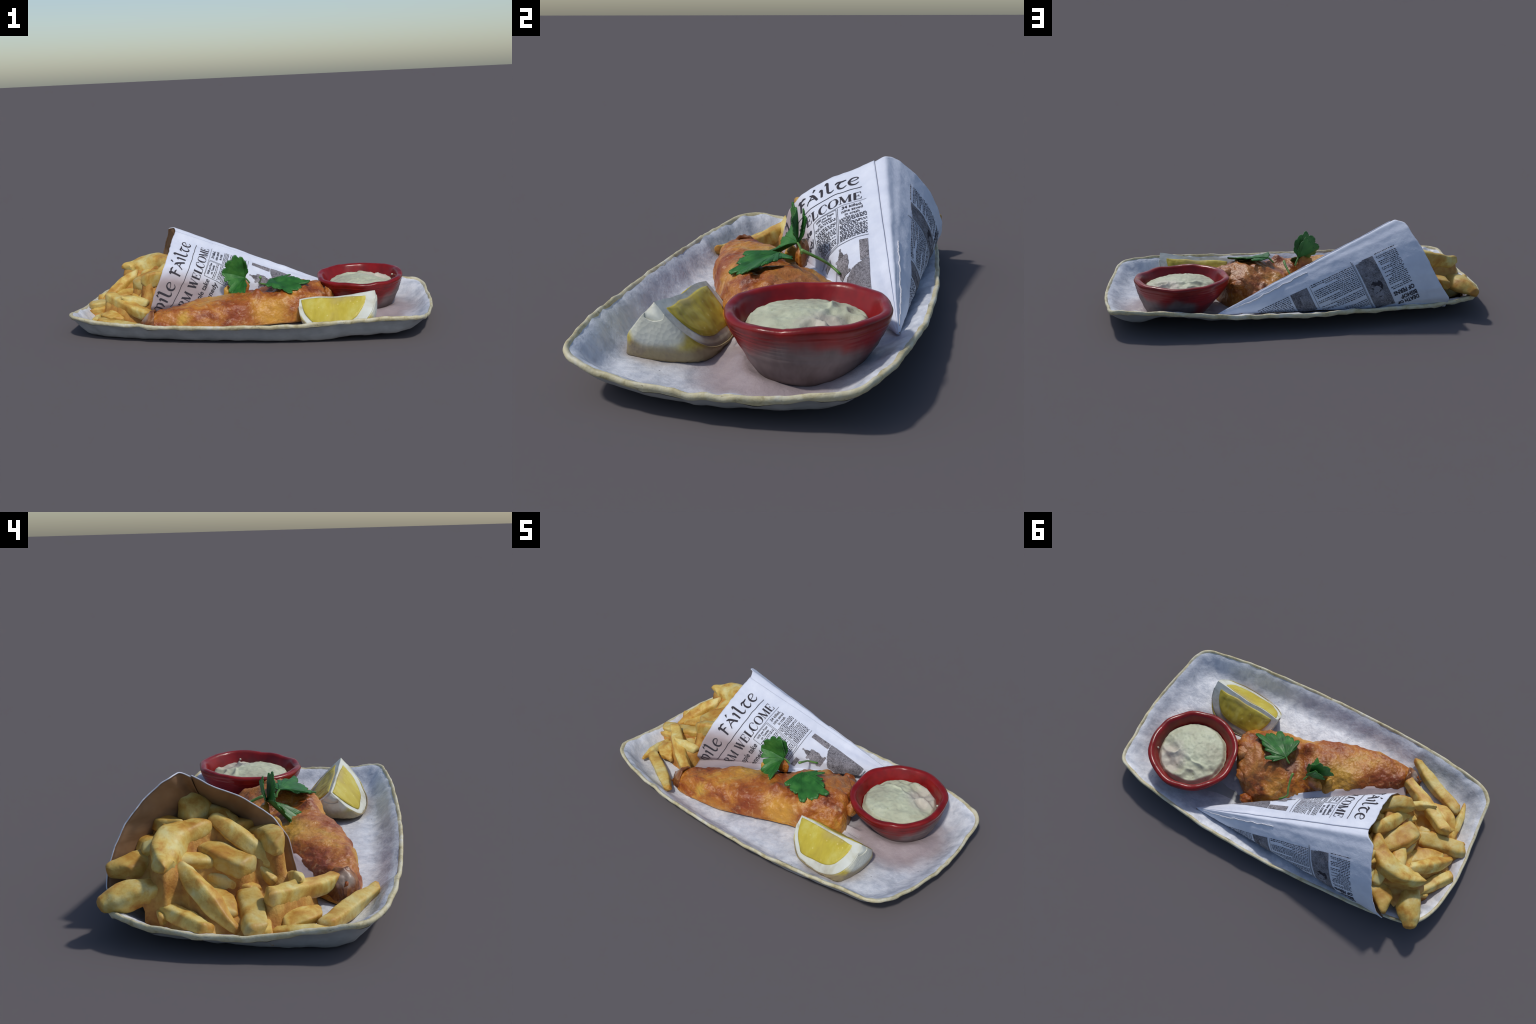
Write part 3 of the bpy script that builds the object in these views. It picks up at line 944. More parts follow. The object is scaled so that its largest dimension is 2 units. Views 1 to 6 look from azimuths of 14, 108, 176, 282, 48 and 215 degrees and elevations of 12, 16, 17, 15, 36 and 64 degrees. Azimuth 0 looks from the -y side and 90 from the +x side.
# -------------------------------------------------------------------- chips
def chip(path, w, h, roll=0.0, taper=(0.75, 0.75), seed=0, wedge=0.0, label="golden fried potato chip with browned edges"):
    """Hand-cut chip: a four-sided stick with uneven corners, slanted cut ends and a bent spine."""
    n, seg = 30, 28
    r = random.Random(int(seed * 100) + 5)
    shear, lean, slant0, slant1 = r.uniform(-.35, .35), r.uniform(-.25, .25), r.uniform(-.5, .5), r.uniform(-.5, .5)
    twist = r.uniform(-.6, .6)
    P = catmull(path, n)
    L = np.linalg.norm(np.diff(P, axis=0), axis=1).sum()
    V = []
    for i in range(n):
        t = i / (n - 1)
        tan = Vector(P[min(i + 1, n - 1)] - P[max(i - 1, 0)]).normalized()
        side = tan.cross(Vector((0, 0, 1)))
        if side.length < 0.1:
            side = Vector((1, 0, 0))
        side.normalize()
        up = side.cross(tan).normalized()
        ang = roll + twist * (t - 0.5)
        ca, sa = math.cos(ang), math.sin(ang)
        a, b = side * ca + up * sa, up * ca - side * sa
        end = min(t, 1 - t) * L
        f = min(1.0, end / (0.30 * min(w, h)))
        cap = 0.60 + 0.40 * math.sqrt(max(0.0, 1 - (1 - f) ** 2.2))
        tp = taper[0] + (1 - taper[0]) * smooth01(t / 0.5) if t < 0.5 else taper[1] + (1 - taper[1]) * smooth01((1 - t) / 0.5)
        k = cap * tp
        zone = smooth01(1 - end / (0.9 * w))
        for j in range(seg):
            q = TAU * j / seg
            c, s = math.cos(q), math.sin(q)
            ex = 0.47
            uu, vv = math.copysign(abs(c) ** ex, c), math.copysign(abs(s) ** ex, s)
            u = w / 2 * uu * (1 - wedge * vv + shear * 0.5 * vv * uu) + lean * w * 0.3 * vv
            v = h / 2 * vv * (1 + shear * 0.6 * uu)
            p = Vector(P[i]) + (a * u + b * v) * k
            p += tan * (u * (slant0 if t < 0.5 else slant1) * zone)
            d = 0.060 * (w + h) * (n1(p.x + seed, p.y, p.z, 10) + 0.45 * n1(p.x, p.y + seed, p.z, 26)) + 0.0012 * n1(p.x, p.y, p.z + seed, 70)
            p += (a * c + b * s) * d * min(1.0, k * 1.5)
            V.append(p)
    F = grid_faces(n, seg, wrap=True)
    for i0, sgn in ((0, -1), ((n - 1) * seg, 1)):
        c = sum((V[i0 + j] for j in range(seg)), Vector()) / seg
        tan = Vector(P[-1] - P[-2]) if sgn > 0 else Vector(P[0] - P[1])
        c += tan.normalized() * 0.004
        V.append(c)
        for j in range(seg):
            f = (i0 + j, i0 + (j + 1) % seg, len(V) - 1)
            F.append(f if sgn > 0 else f[::-1])
    o = sum(V, Vector()) / len(V)
    ob = make_obj("chip", [v - o for v in V], F, MP["chip"])
    ob.location = o
    ob["label"] = label
    ob["category"] = "chip"
    recalc(ob)
    ob.data.set_sharp_from_angle(angle=math.radians(48))
    return ob


CHIP_COUNT = [0]


def lay_chip(path, w, h, roll, taper, wedge):
    chip(path, w * 0.95, h * 0.93, roll, taper, seed=CHIP_COUNT[0] * 1.37, wedge=wedge)
    CHIP_COUNT[0] += 1


lay_chip([(-.53, .155, .288), (-.62, .225, .284), (-.71, .25, .262), (-.79, .235, .243), (-.848, .208, .240)], .122, .09, .25, (.6, .55), .1)
lay_chip([(-.52, .20, .19), (-.60, .12, .205), (-.655, .03, .195), (-.685, -.035, .19)], .126, .09, .1, (.8, .9), .0)
lay_chip([(-.765, .185, .215), (-.84, .09, .155), (-.925, -.04, .062)], .076, .075, .5, (.7, .55), .15)
lay_chip([(-.70, -.02, .105), (-.82, -.066, .094), (-.956, -.112, .086)], .088, .062, .0, (.9, .85), .0)
lay_chip([(-.845, .235, .10), (-.91, .13, .09), (-.965, .045, .082)], .075, .06, .2, (.8, .85), .1)
lay_chip([(-.472, -.464, .058), (-.56, -.412, .047), (-.70, -.352, .044), (-.82, -.309, .050)], .068, .06, .15, (.7, .9), .0)
lay_chip([(-.80, .21, .155), (-.865, .335, .152), (-.924, .430, .126)], .115, .082, .3, (.8, .55), .2)
lay_chip([(-.645, .33, .18), (-.71, .37, .18), (-.775, .415, .185)], .115, .075, .15, (.9, .85), .0)
lay_chip([(-.825, -.375, .044), (-.85, -.27, .045), (-.862, -.145, .046)], .05, .05, .3, (.35, .8), .2)
lay_chip([(-.44, .04, .215), (-.525, -.062, .246), (-.612, -.128, .240)], .078, .10, .1, (.6, .7), .0)
lay_chip([(-.515, .14, .315), (-.56, .03, .258), (-.605, -.105, .178)], .055, .065, .2, (.7, .7), .2)
lay_chip([(-.485, -.306, .090), (-.60, -.255, .100), (-.72, -.185, .122), (-.826, -.120, .146)], .074, .074, .1, (.75, .95), .0)
lay_chip([(-.575, -.16, .118), (-.64, -.195, .142), (-.706, -.22, .164)], .05, .05, .3, (.8, .45), .2)
lay_chip([(-.71, -.285, .055), (-.78, -.235, .062), (-.83, -.175, .055)], .095, .055, .1, (.8, .8), .0)
lay_chip([(-.54, .10, .21), (-.60, -.04, .165), (-.645, -.115, .125)], .055, .055, .0, (.9, .7), .1)
lay_chip([(-.50, .02, .07), (-.62, .02, .07), (-.72, .00, .06)], .10, .07, .0, (.9, .8), .0)
lay_chip([(-.68, .16, .150), (-.69, .06, .14), (-.70, -.06, .11)], .07, .06, .1, (.9, .8), .0)
lay_chip([(-.72, .10, .11), (-.80, .04, .115), (-.88, .00, .095)], .09, .055, .2, (.9, .7), .0)
lay_chip([(-.60, .375, .17), (-.66, .395, .165), (-.72, .40, .145)], .05, .06, .0, (.9, .8), .0)
# inside the mouth of the cone
lay_chip([(-.38, .24, .30), (-.45, .22, .320), (-.53, .235, .310)], .13, .12, .4, (.9, .8), .0)
lay_chip([(-.52, .36, .295), (-.56, .31, .290), (-.57, .23, .295)], .065, .06, .2, (.7, .8), .0)
lay_chip([(-.56, .395, .240), (-.61, .36, .232), (-.61, .29, .24)], .075, .06, .1, (.6, .8), .1)
lay_chip([(-.62, .41, .185), (-.66, .37, .195), (-.64, .27, .2)], .07, .06, .0, (.6, .8), .1)
lay_chip([(-.42, .12, .30), (-.47, .07, .270), (-.53, .01, .225)], .065, .06, .3, (.8, .8), .0)
lay_chip([(-.36, .17, .27), (-.43, .14, .290), (-.50, .10, .285)], .09, .08, .2, (.9, .8), .0)
lay_chip([(-.40, .00, .25), (-.47, .06, .26), (-.54, .10, .24)], .08, .07, .1, (.8, .8), .0)
lay_chip([(-.47, .30, .27), (-.55, .28, .27), (-.60, .22, .25)], .10, .09, .1, (.8, .8), .0)
# lower layer that carries the pile
lay_chip([(-.55, .33, .12), (-.68, .30, .125), (-.79, .27, .115)], .10, .08, .0, (.9, .8), .0)
lay_chip([(-.50, .22, .14), (-.65, .22, .15), (-.80, .19, .135)], .11, .09, .2, (.9, .8), .0)
lay_chip([(-.50, .10, .13), (-.64, .13, .12), (-.80, .11, .095)], .11, .08, .1, (.9, .8), .0)
lay_chip([(-.58, .34, .075), (-.68, .33, .078), (-.77, .30, .076)], .09, .06, .1, (.9, .8), .0)
lay_chip([(-.70, .22, .075), (-.80, .23, .075), (-.89, .20, .072)], .09, .06, .0, (.9, .8), .0)
lay_chip([(-.72, .10, .065), (-.82, .09, .07), (-.91, .06, .068)], .09, .06, .0, (.9, .8), .0)
lay_chip([(-.68, -.08, .065), (-.80, -.09, .065), (-.93, -.13, .065)], .08, .05, .0, (.9, .8), .0)
lay_chip([(-.42, .16, .20), (-.50, .26, .21), (-.55, .36, .19)], .09, .08, .0, (.9, .8), .0)
lay_chip([(-.46, .02, .17), (-.54, .06, .19), (-.60, .18, .19)], .09, .08, .0, (.9, .8), .0)
lay_chip([(-.66, .10, .19), (-.70, .20, .20), (-.70, .30, .19)], .08, .07, .3, (.9, .8), .0)
lay_chip([(-.60, .20, .24), (-.65, .27, .24), (-.66, .36, .225)], .07, .06, .3, (.9, .8), .0)



def build_chip_crumb_bed():
    """Broken potato and soft fried edges that fill the gaps between the heaped chips."""
    from mathutils.bvhtree import BVHTree
    trees = []
    for o in bpy.data.objects:
        if o.name.split(".")[0] == "chip":
            M = Matrix.Translation(o.location)
            trees.append(BVHTree.FromPolygons([M @ v.co for v in o.data.vertices], [tuple(p.vertices) for p in o.data.polygons]))
    h = 0.0085
    xs, ys = np.arange(-0.985, -0.46, h), np.arange(-0.28, 0.46, h)
    Z = np.zeros((len(xs), len(ys)))
    for i, x in enumerate(xs):
        for j, y in enumerate(ys):
            for t in trees:
                hit = t.ray_cast(Vector((x, y, 0.6)), Vector((0, 0, -1)))
                if hit[0] is not None:
                    Z[i, j] = max(Z[i, j], hit[0].z)

    def morph(A, rad, fn, fill):
        out = A.copy()
        B = np.pad(A, rad, constant_values=fill)
        for a in range(-rad, rad + 1):
            for b in range(-rad, rad + 1):
                if a * a + b * b <= rad * rad:
                    out = fn(out, B[rad + a:rad + a + A.shape[0], rad + b:rad + b + A.shape[1]])
        return out
    C = morph(morph(Z, 4, np.maximum, 0.0), 4, np.minimum, 0.0)
    C = np.where(C > 0, C - 0.026, 0.0)
    for _ in range(2):
        P = np.pad(C, 1, mode="edge")
        C = (P[1:-1, 1:-1] * 4 + P[:-2, 1:-1] + P[2:, 1:-1] + P[1:-1, :-2] + P[1:-1, 2:]) / 8
    V, rise = [], {}
    for i, x in enumerate(xs):
        for j, y in enumerate(ys):
            z = C[i, j] + 0.004 * fbm(x, y, 0, 22, 3)
            # stay inside the paper
            f = (0.41 - x) / 0.96
            if x > -0.56 and not (0.472 - 0.58 * f < y < 0.44):
                z = 0.0
            # loose edges run down on to the plate and its sloping wall
            d = min(1.0 - abs(x), 0.48 - abs(y))
            low = floor_z(x, y) + (0.085 - floor_z(x, y)) * interp(d, (0.014, 0.04, 0.068, 0.097, 0.115), (0.93, 0.68, 0.29, 0.06, 0.0)) - 0.004
            V.append((x, y, max(z, low)))
            rise[len(V) - 1] = z - low
    F = [q for q in grid_faces(len(xs), len(ys)) if max(rise[k] for k in q) > 0.004 and min(min(1.0 - abs(V[k][0]), 0.48 - abs(V[k][1])) for k in q) > 0.035 and max(V[k][1] + max(0.0, -0.80 - V[k][0]) for k in q) < 0.385]
    used = sorted({k for q in F for k in q})
    idx = {k: n for n, k in enumerate(used)}
    ob = make_obj("chip_crumbs", [V[k] for k in used], [tuple(idx[k] for k in q) for q in F], MP["crumbs"])
    ob["kind"] = "stuff"
    ob["label"] = "soft browned potato crumbs packed between chips"
    ob["category"] = "chip"


def mat_crumbs():
    M = Mat("fried_crumbs", rough=0.55, spec=0.3)
    M.color(M.ramp(M.noise(13, 5, 0.6, 0.5), [(0.3, (0.30, 0.105, 0.02)), (0.5, (0.48, 0.235, 0.05)), (0.7, (0.60, 0.38, 0.10))]))
    M.bump(M.noise(45, 4), 0.4, 0.01)
    return M.m


MP["crumbs"] = mat_crumbs()
build_chip_crumb_bed()


# --------------------------------------------------------------------- fish
fish = thing("battered_fish", (0.0, -0.06, FLOOR), "golden brown battered fish fillet with blistered crust", "fried fish")
# station along the fish, left and right half-width, top height
ST = np.array([(-0.015, -.035, .015, .100), (0.02, -.085, .035, .118), (0.10, -.130, .068, .135), (0.20, -.158, .085, .150), (0.30, -.175, .102, .163),
               (0.40, -.187, .120, .172), (0.50, -.192, .135, .180), (0.60, -.200, .155, .186), (0.70, -.207, .176, .197), (0.80, -.226, .192, .207),
               (0.88, -.230, .200, .210), (0.94, -.228, .165, .205), (0.985, -.208, .075, .190), (1.005, -.170, .010, .150)])


def fish_frame(u, l):
    return -0.53 + 0.875 * u - 0.484 * l, -0.34 + 0.484 * u + 0.875 * l


def build_fish():
    n, seg = 170, 96
    us = np.linspace(ST[0, 0], ST[-1, 0], n)
    V = []
    for u in us:
        lo, hi, top = (interp(u, ST[:, 0], ST[:, k]) for k in (1, 2, 3))
        slim = smooth01((0.34 - u) / 0.25)
        lo += 0.026 * slim - 0.004
        hi -= 0.018 * slim
        top -= 0.006 + 0.006 * smooth01((0.5 - u) / 0.2)
        mid, half = (lo + hi) / 2, (hi - lo) / 2
        zm = 0.010 + (top - 0.010) * 0.22
        for j in range(seg):
            q = TAU * j / seg
            c, s = math.cos(q), math.sin(q)
            l = mid + half * math.copysign(abs(c) ** 0.66, c)
            if s >= 0:
                z = zm + (top - zm) * abs(s) ** 0.66
            else:
                z = zm - (zm - 0.008) * abs(s) ** 0.7
            # the batter spreads out where it meets the plate, and leans on the paper behind
            foot = max(0.0, 1 - abs(z - 0.02) / 0.09) ** 1.5 * abs(c)
            l += foot * (0.040 * smooth01((0.75 - u) / 0.2) if c > 0 else -0.014)
            x, y = fish_frame(u, l)
            up = max(0.0, s)
            z -= up * smooth01((l - 0.0) / 0.16) * (0.018 + 0.026 * smooth01((u - 0.35) / 0.4))
            g = lambda cx, cy, r: math.exp(-((x - cx) ** 2 + (y - cy) ** 2) / r ** 2)
            z += up * (0.034 * g(0.055, -0.135, 0.036) - 0.034 * g(0.085, -0.015, 0.075) - 0.022 * g(-0.07, 0.02, 0.06)
                       - 0.012 * g(-0.2, -0.08, 0.08) + 0.016 * g(0.33, 0.06, 0.05) + 0.014 * g(0.25, 0.19, 0.05) + 0.010 * g(0.37, -0.02, 0.05)
                       + 0.012 * g(-0.28, -0.29, 0.10) + 0.018 * g(0.02, 0.12, 0.07) + 0.014 * g(0.2, -0.06, 0.07))
            head = smooth01((u - 0.62) / 0.25)
            k = (0.010 + 0.008 * head) * fbm(x, y, z, 11, 3) + (0.004 + 0.003 * head) * fbm(x + 5, y, z, 34, 2)
            k -= 0.014 * math.exp(-((u - 0.60) / 0.06) ** 2) * abs(c)
            out = Vector((-0.484 * c, 0.875 * c, s * 1.2))
            p = Vector((x, y, z)) + out * (k * (1.0 if s > -0.2 else 0.25))
            p.z = max(p.z, 0.008)
            V.append(p)
    F = grid_faces(n, seg, wrap=True)
    F.append(tuple(range(seg))[::-1])
    F.append(tuple(range((n - 1) * seg, n * seg)))
    ob = make_obj("batter", V, F, MP["batter"], fish)
    recalc(ob)
    # curled tail flap that rises from the thin end
    V = []
    rows, cols = 22, 15
    for i in range(rows):
        a = math.pi * (-0.02 + 1.04 * i / (rows - 1))
        for j in range(cols):
            t = j / (cols - 1)
            rad = 0.052 * (1 - t ** 2.2) + 0.004
            cx, cy = -0.475 - 0.085 * t, -0.330 - 0.022 * t
            l = math.cos(a) * (rad + 0.012)
            x = cx + 0.25 * l * -1 + 0.006 * n1(t, i * 0.2, 0, 4)
            y = cy + 0.95 * l
            z = 0.024 + (rad * 1.0 + 0.040 * (1 - t ** 2) + 0.01) * max(0.0, math.sin(a)) ** 0.8 + 0.014 * n1(i * 0.3, t * 3, 2, 1.4) + 0.006 * n1(i * 0.9, t * 8, 5, 1.3)
            V.append((x, y, z))
    ob = make_obj("tail", V, grid_faces(rows, cols), MP["tail"], fish)
    so = ob.modifiers.new("thickness", "SOLIDIFY")
    so.thickness, so.offset = 0.014, -1
    sb = ob.modifiers.new("soft", "SUBSURF")
    sb.levels = sb.render_levels = 1

    # loose crumbs of batter
    def crumb(c, r, seed):
        bm = bmesh.new()
        bmesh.ops.create_icosphere(bm, subdivisions=3, radius=1.0)
        for v in bm.verts:
            k = 1 + 0.35 * n1(v.co.x + seed, v.co.y, v.co.z, 1.6)
            v.co = Vector(c) + Vector((v.co.x * r[0], v.co.y * r[1], v.co.z * r[2])) * k
        me = bpy.data.meshes.new("crumb")
        bm.to_mesh(me)
        bm.free()
        me.materials.append(MP["batter"])
        me.polygons.foreach_set("use_smooth", [True] * len(me.polygons))
        o = bpy.data.objects.new("crumb", me)
        SCENE.collection.objects.link(o)
        attach(o, fish)
    crumb((0.195, 0.275, 0.075), (0.045, 0.03, 0.04), 1)
    crumb((-0.145, -0.03, 0.150), (0.022, 0.026, 0.042), 2)
    crumb((-0.085, 0.030, 0.180), (0.050, 0.022, 0.062), 6)
    crumb((0.42, 0.055, 0.135), (0.03, 0.04, 0.045), 3)
    crumb((0.345, 0.075, 0.18), (0.04, 0.05, 0.025), 4)
    crumb((0.27, 0.185, 0.145), (0.05, 0.035, 0.025), 5)


build_fish()



def build_flap():
    """Loose lower lip of the newspaper that rests against the fish."""
    k = int(np.argmin(np.abs(MOUTH[:, 1] + 0.15) + np.abs(MOUTH[:, 2] - 0.05)))
    ph, V, n, m = PHI[k] + 0.012, [], 60, 9
    L = float(np.interp(ph, TAB, TL))
    for i in range(n):
        t = i / (n - 1)
        a = on_paper(L * (1.0 - 0.66 * t), ph, -0.001)
        a[2] = max(a[2], 0.062 + 0.040 * min(1.0, 3 * t))
        u = 0.05 + 0.64 * t
        hi = interp(u, ST[:, 0], ST[:, 2])
        x, y = fish_frame(u, hi - 0.022)
        b = np.array((x, y, 0.072 + 0.040 * min(1.0, 3 * t)))
        for j in range(m):
            f = j / (m - 1)
            p = a + (b - a) * f
            p[2] += -0.012 * math.sin(math.pi * f) + 0.006 * n1(p[0], p[1], 0, 14) * math.sin(math.pi * f)
            V.append(p)
    ob = make_obj("paper_flap", V, grid_faces(n, m), MP["paper"], cone)
    ob.modifiers.new("thickness", "SOLIDIFY").thickness = 0.004


build_flap()

# ---------------------------------------------------------------- sauce pot
PC = (0.577, 0.228)
potE = thing("sauce_pot", (PC[0], PC[1], FLOOR), "small red glazed pot of pale green tartare sauce", "sauce pot")


def build_pot():
    seg = 160
    prof = [(0.0, .036), (.10, .034), (.142, .034), (.152, .040), (.168, .062), (.189, .092), (.210, .124), (.227, .154), (.239, .182), (.245, .200), (.246, .209),
            (.241, .2155), (.232, .218), (.222, .2165), (.214, .210), (.209, .200), (.203, .185), (.195, .165), (.182, .140), (.150, .112), (.08, .100), (0.0, .098)]
    # denser profile so that the throwing rings show
    dense = []
    for (r0, z0), (r1, z1) in zip(prof[:-1], prof[1:]):
        m = 6 if 0.06 <= z0 < 0.2 and r0 > 0.19 and z1 > z0 else 2
        dense += [(r0 + (r1 - r0) * k / m, z0 + (z1 - z0) * k / m) for k in range(m)]
    dense.append(prof[-1])
    turn = next(i for i, d in enumerate(dense) if d[1] > 0.217)
    V = []
    for i, (r, z) in enumerate(dense):
        for j in range(seg):
            a = TAU * j / seg
            ca, sa = math.cos(a), math.sin(a)
            up = smooth01((z - 0.12) / 0.09)
            rr = r
            if r > 0.15:
                rr += 0.008 * n1(ca, sa, z * 2, 2.4) * up + 0.0015 * n1(ca, sa, z * 4, 5)
            if i < turn and 0.07 < z < 0.19:
                rr += 0.0014 * math.sin(z * 520)
            # the pot stands straighter on its outer side
            low = 1 - smooth01((z - 0.03) / 0.16)
            cx, cy = PC[0] + 0.030 * low * (r > 0.1), PC[1] + 0.006 * low * (r > 0.1)
            zz = z + up * (0.008 * sa + 0.007 * n1(ca, sa, 0, 2.4) + 0.002 * n1(ca, sa, 5, 5) + 0.010 * math.exp(-((a - 0.5) / 0.45) ** 2))
            zz = max(zz, floor_z(cx + rr * ca, cy + rr * sa) + (0.0 if i < turn else 0.02))
            V.append((cx + rr * ca, cy + rr * sa, zz))
    ob = make_obj("pot", V, grid_faces(len(dense), seg, wrap=True), MP["pot"], potE)
    recalc(ob)
    # sauce, with folds on the side away from the lemon
    V, rows, cols = [], 60, 140
    for i in range(rows):
        t = i / (rows - 1)
        for j in range(cols):
            a = TAU * j / cols
            R = 0.190 + 0.006 * n1(math.cos(a), math.sin(a), 0, 3) + 0.003 * n1(math.cos(a), math.sin(a), 3, 9)
            x, y = 0.585 + R * t * math.cos(a), 0.232 + R * t * math.sin(a)
            z = 0.174 + 0.032 * (1 - t ** 1.7) + 0.005 * fbm(x, y, 0, 16, 3) + 0.0022 * n1(x, y, 3, 55)
            fold = smooth01((y - 0.235 + 0.05 * n1(x, y, 2, 6)) / 0.03)
            crest = 1 - abs(n1(x + 0.03 * n1(x, y, 3, 9), y * 1.5, 1.0, 9.5)) * 2.2 + 0.7 * n1(x, y, 5, 24)
            z += fold * (0.020 * crest - 0.012) * (1 - t ** 6)
            z -= 0.022 * smooth01((t - 0.90) / 0.10)
            V.append((x, y, z))
    make_obj("sauce", V, grid_faces(rows, cols, wrap=True), MP["sauce"], potE)
    bm = bmesh.new()
    bmesh.ops.create_icosphere(bm, subdivisions=2, radius=1.0)
    for v in bm.verts:
        v.co = Vector((0.757, 0.318, 0.190)) + Vector((v.co.x * 0.008, v.co.y * 0.006, v.co.z * 0.006))
    me = bpy.data.meshes.new("sauce_drop")
    bm.to_mesh(me)
    bm.free()
    me.materials.append(MP["sauce"])
    me.polygons.foreach_set("use_smooth", [True] * len(me.polygons))
    o = bpy.data.objects.new("sauce_drop", me)
    SCENE.collection.objects.link(o)
    attach(o, potE)


build_pot()

# -------------------------------------------------------------- lemon wedge
lem = thing("lemon_wedge", (0.51, -0.2, FLOOR), "juicy yellow lemon wedge with white pith and rind", "lemon")


def build_lemon():
    A0, A1 = Vector((0.300, -0.200, 0.174)), Vector((0.714, -0.200, 0.222))
    mid, ax = (A0 + A1) / 2, (A1 - A0)
    half = ax.length / 2
    ax.normalize()
    FR, BK = math.radians(41), math.radians(44)

    def radius(t):
        return 0.212 * (max(0.0, 1 - abs(t) ** 3.0)) ** 0.5

    def plump(a):
        # the round side bellies out to nearly square corners where it rests on the plate
        lim = FR if a < 0 else BK
        return min(math.sin(lim) / max(0.05, abs(math.sin(a))), 1.22)

    def ridge(t):
        # the core edge is hollowed in the middle and higher at the far end
        return Vector((0, 0, 0.003 * smooth01((t - 0.55) / 0.4) - 0.010 * math.exp(-((t - 0.15) / 0.45) ** 2) - 0.006 * smooth01((-t - 0.6) / 0.4)))

    def pt(t, ang, rad):
        d = Vector((0, math.sin(ang), -math.cos(ang)))
        d = (d - ax * d.dot(ax)).normalized()
        base = mid + ax * (t * half)
        p = base + d * rad + ridge(t) * (1 - rad / 0.2)
        p += Vector((n1(p.x, p.y, p.z, 14), n1(p.y, p.z, p.x, 14), n1(p.z, p.x, p.y, 14))) * 0.0035
        p.z = max(p.z, 0.036)
        return p

    T = [math.sin(x) * 0.985 for x in np.linspace(-math.pi / 2, math.pi / 2, 60)]
    nr, na = 16, 30
    # pith: both cut faces and the underside of the rind as one body
    V = []
    for t in T:
        R = max(radius(t), 0.028)
        R -= 0.003
        for k in range(nr):
            V.append(pt(t, -FR, R * k / (nr - 1)))
        for k in range(1, na - 1):
            a = -FR + (FR + BK) * k / (na - 1)
            V.append(pt(t, a, R * plump(a)))
        for k in range(nr):
            V.append(pt(t, BK, R * (1 - k / (nr - 1)) + 0.0001))
    cols = nr * 2 + na - 2
    F = grid_faces(len(T), cols, wrap=True)
    F.append(tuple(range(cols)))
    F.append(tuple(range((len(T) - 1) * cols, len(T) * cols)))
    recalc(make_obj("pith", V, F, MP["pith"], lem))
    # rind: yellow shell over the round side
    V = []
    TR = T
    for t in TR:
        R = max(radius(t), 0.028) + 0.002
        for k in range(na):
            a = -FR - 0.012 + (FR + BK + 0.024) * k / (na - 1)
            V.append(pt(t, a, R * plump(min(BK, max(-FR, a))) + 0.0015 * n1(t * 3, a * 3, 0, 3)))
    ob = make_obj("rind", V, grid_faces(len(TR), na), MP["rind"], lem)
    so = ob.modifiers.new("thickness", "SOLIDIFY")
    so.thickness, so.offset = 0.005, 0
    # pulp cushions on the two cut faces
    for ang, sgn in ((-FR, -1), (BK, 1)):
        V = []
        ts = np.linspace(-0.93 if sgn < 0 else -0.84, 0.74 if sgn < 0 else 0.80, 56)
        for i, t in enumerate(ts):
            R = radius(t)
            inner = 0.010 + 0.012 * smooth01((t - 0.2) / 0.5) + (0.010 if sgn > 0 else 0)
            e = (2 * (t - ts[0]) / (ts[-1] - ts[0]) - 1)
            outer = min(R - 0.025 + 0.004 * n1(t * 5, sgn, 0, 2), 0.172)
            outer = inner + (outer - inner) * max(0.02, (1 - abs(e) ** (5 if e < 0 else 2.8))) ** 0.5
            for k in range(20):
                f = k / 19
                rad = inner + (outer - inner) * f
                p = pt(t, ang, rad)
                d = Vector((0, math.sin(ang), -math.cos(ang)))
                nn = ax.cross(d) * -1
                nn = nn if nn.y * sgn > 0 else -nn
                lift = 0.006 * min(1, 12 * f * (1 - f)) * min(1, 10 * (1 - abs(e))) - 0.002
                if sgn > 0:       # this side is scooped and has burst cells
                    lift += 0.002 * n1(p.x, p.y, p.z, 30)
                lift += 0.0014 * fbm(p.x, p.y, p.z, 40, 2)
                V.append(p + nn * max(lift, 0.0008))
        ob = make_obj("pulp", V, grid_faces(len(ts), 20), MP["pulp"], lem)
        so = ob.modifiers.new("thickness", "SOLIDIFY")
        so.thickness, so.offset = 0.004, 0


build_lemon()

# ------------------------------------------------------------------ parsley
par = thing("parsley_sprig", (0.05, -0.02, 0.18), "fresh green flat parsley leaves with thin stems", "parsley")


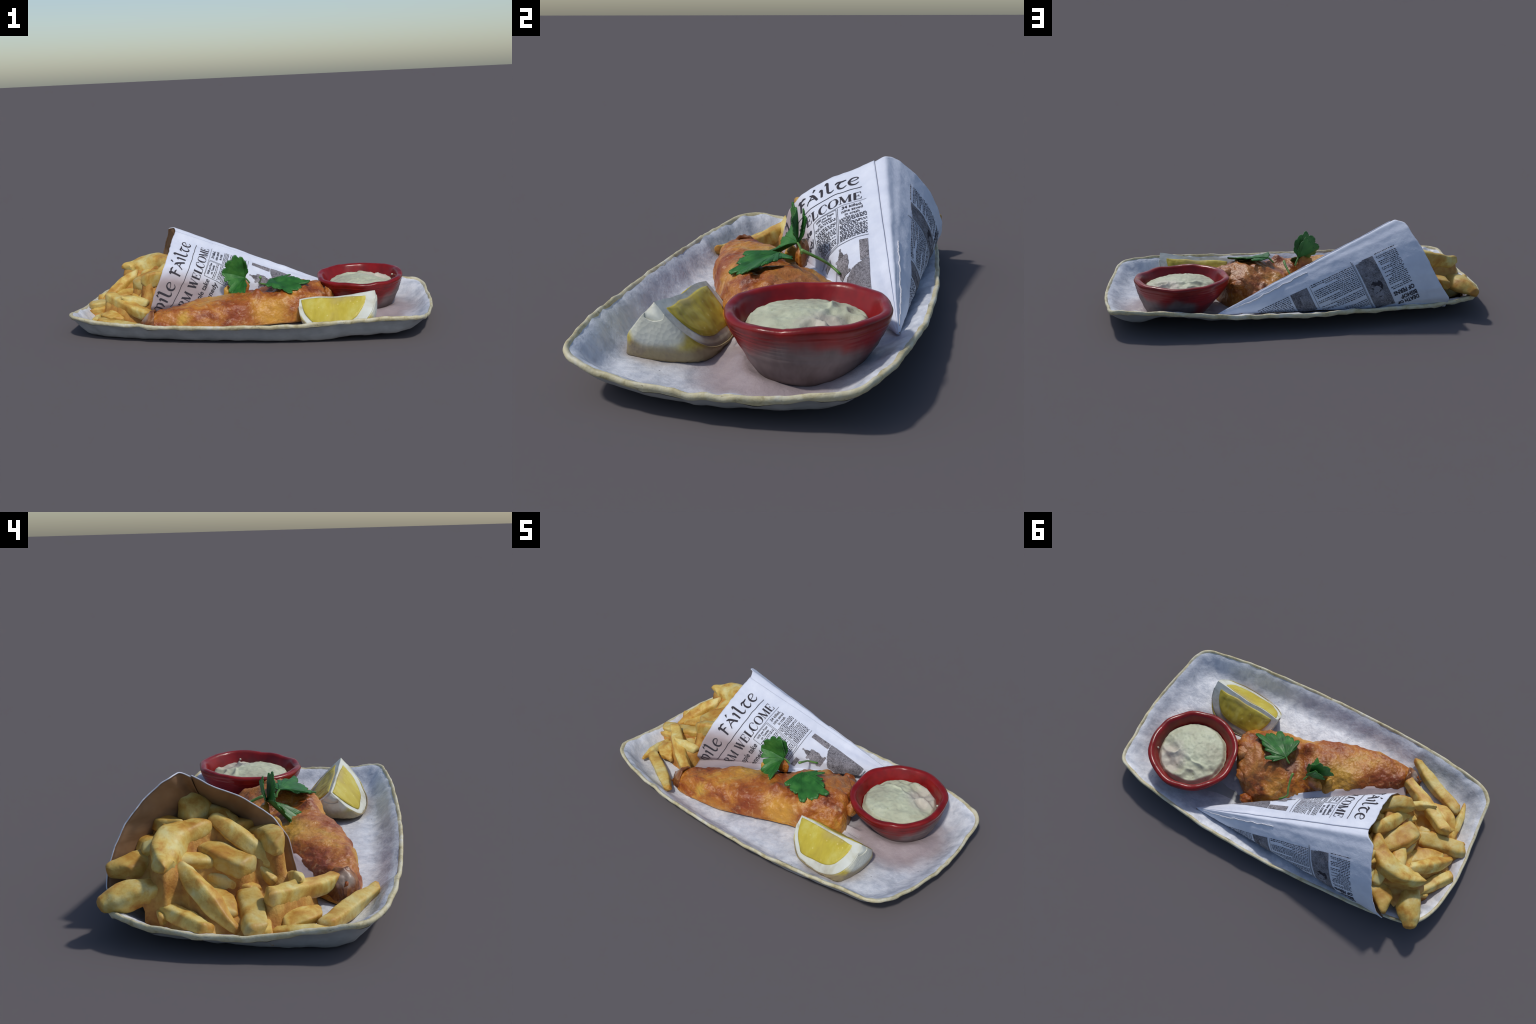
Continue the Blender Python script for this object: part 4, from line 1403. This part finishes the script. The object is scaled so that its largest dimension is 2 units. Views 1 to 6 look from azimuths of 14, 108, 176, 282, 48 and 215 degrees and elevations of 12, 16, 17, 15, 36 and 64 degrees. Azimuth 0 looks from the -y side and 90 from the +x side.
def leaf(base, tips, lift, name="leaf", teeth=3, valley=0.62, seed=0, belly=0.34):
    """Flat parsley leaf: blades fan out from the petiole to the lobe tips (in order)."""
    base = Vector(base)
    tips = [Vector(t) for t in tips]
    lift = Vector(lift)
    edge = []
    for i, t in enumerate(tips):
        if i:
            a = tips[i - 1]
            m = base + ((a + t) / 2 - base) * valley
            edge_pts = [(a, m), (m, t)]
            for s, (p, q) in enumerate(edge_pts):
                k = 10
                for j in range(k):
                    f = j / k
                    pp = p.lerp(q, f)
                    out = (pp - base).normalized()
                    bulge = belly * math.sin(math.pi * f) * (p - q).length
                    tooth = 0.006 * (1 - abs(((f * teeth) % 1.0) * 2 - 1))
                    edge.append(pp + out * (bulge + tooth))
    edge.append(tips[-1])
    nr = 12
    V = []
    for e in edge:
        for k in range(nr):
            t = k / (nr - 1)
            p = base.lerp(e, t) + lift * (4 * t * (1 - t)) * 0.5
            w = 0.006 * t * n1(p.x + seed, p.y, p.z, 24) + 0.003 * t * n1(p.x, p.y + seed, p.z, 60)
            V.append(p + Vector((0.3, 0.2, 1)) * w)
    ob = make_obj(name, V, grid_faces(len(edge), nr), MP["leaf"], par)
    so = ob.modifiers.new("thickness", "SOLIDIFY")
    so.thickness, so.offset = 0.005, 0
    # veins run along the lobes
    VV, FF = [], []
    for t in tips:
        pts = []
        for k in range(5):
            f = k / 4 * 0.85
            pts.append(base.lerp(t, f) + lift * (4 * f * (1 - f)) * 0.5 + lift.normalized() * 0.0014)
        v, f = tube(pts, [0.0014, 0.0005], 6, 10)
        b = len(VV)
        VV += v
        FF += [tuple(b + i for i in q) for q in f]
    make_obj("leaf_vein", VV, FF, MP["vein"], par)


def build_parsley():
    # leaf lying on the head of the fish
    leaf((.112, .000, .232), [(.098, -.075, .222), (.105, -.122, .224), (.165, -.122, .210), (.240, -.134, .184), (.278, -.085, .196),
                              (.328, -.030, .228), (.265, .000, .236), (.225, .030, .236)], (0, 0.0, 0.012), seed=1, valley=0.88)
    leaf((.115, .005, .230), [(.205, .012, .238), (.200, .070, .238), (.155, .060, .232)], (0, 0, 0.006), seed=2, valley=0.70)
    # leaf standing up against the newspaper
    leaf((-.050, .022, .232), [(-.030, .012, .262), (-.034, .004, .318), (-.062, .014, .350), (-.094, -.010, .368), (-.138, -.028, .332), (-.168, -.030, .272), (-.146, -.052, .222)],
         (0.0, 0.006, 0.006), seed=3, valley=0.92, belly=0.18)
    leaf((-.050, .024, .234), [(-.045, .045, .275), (-.062, .050, .318), (-.092, .030, .345), (-.128, .022, .310), (-.140, .012, .262)],
         (0.0, 0.012, 0.0), seed=8, valley=0.93, belly=0.18)
    leaf((-.050, .022, .230), [(-.128, -.055, .226), (-.116, -.085, .175), (-.112, -.100, .140), (-.062, -.112, .148), (-.018, -.112, .182), (-.022, -.050, .205)],
         (-0.005, 0.0, 0.012), seed=4, valley=0.86, belly=0.22)
    def st(name, pts, r):
        v, f = tube(pts, r, 8, 16)
        make_obj(name, v, f, MP["stem"], par)
    st("stem", [(.031, .057, .226), (.026, .09, .212), (.012, .135, .188), (.0, .165, .165), (.03, .2, .15)], [.0075, .0055, .005, .005])
    st("stem", [(-.050, .022, .232), (-.04, .035, .215), (-.03, .045, .195)], [.004, .005, .005])
    st("stem", [(.112, .000, .232), (.10, .008, .222), (.085, .010, .205)], [.005, .005, .004])


build_parsley()
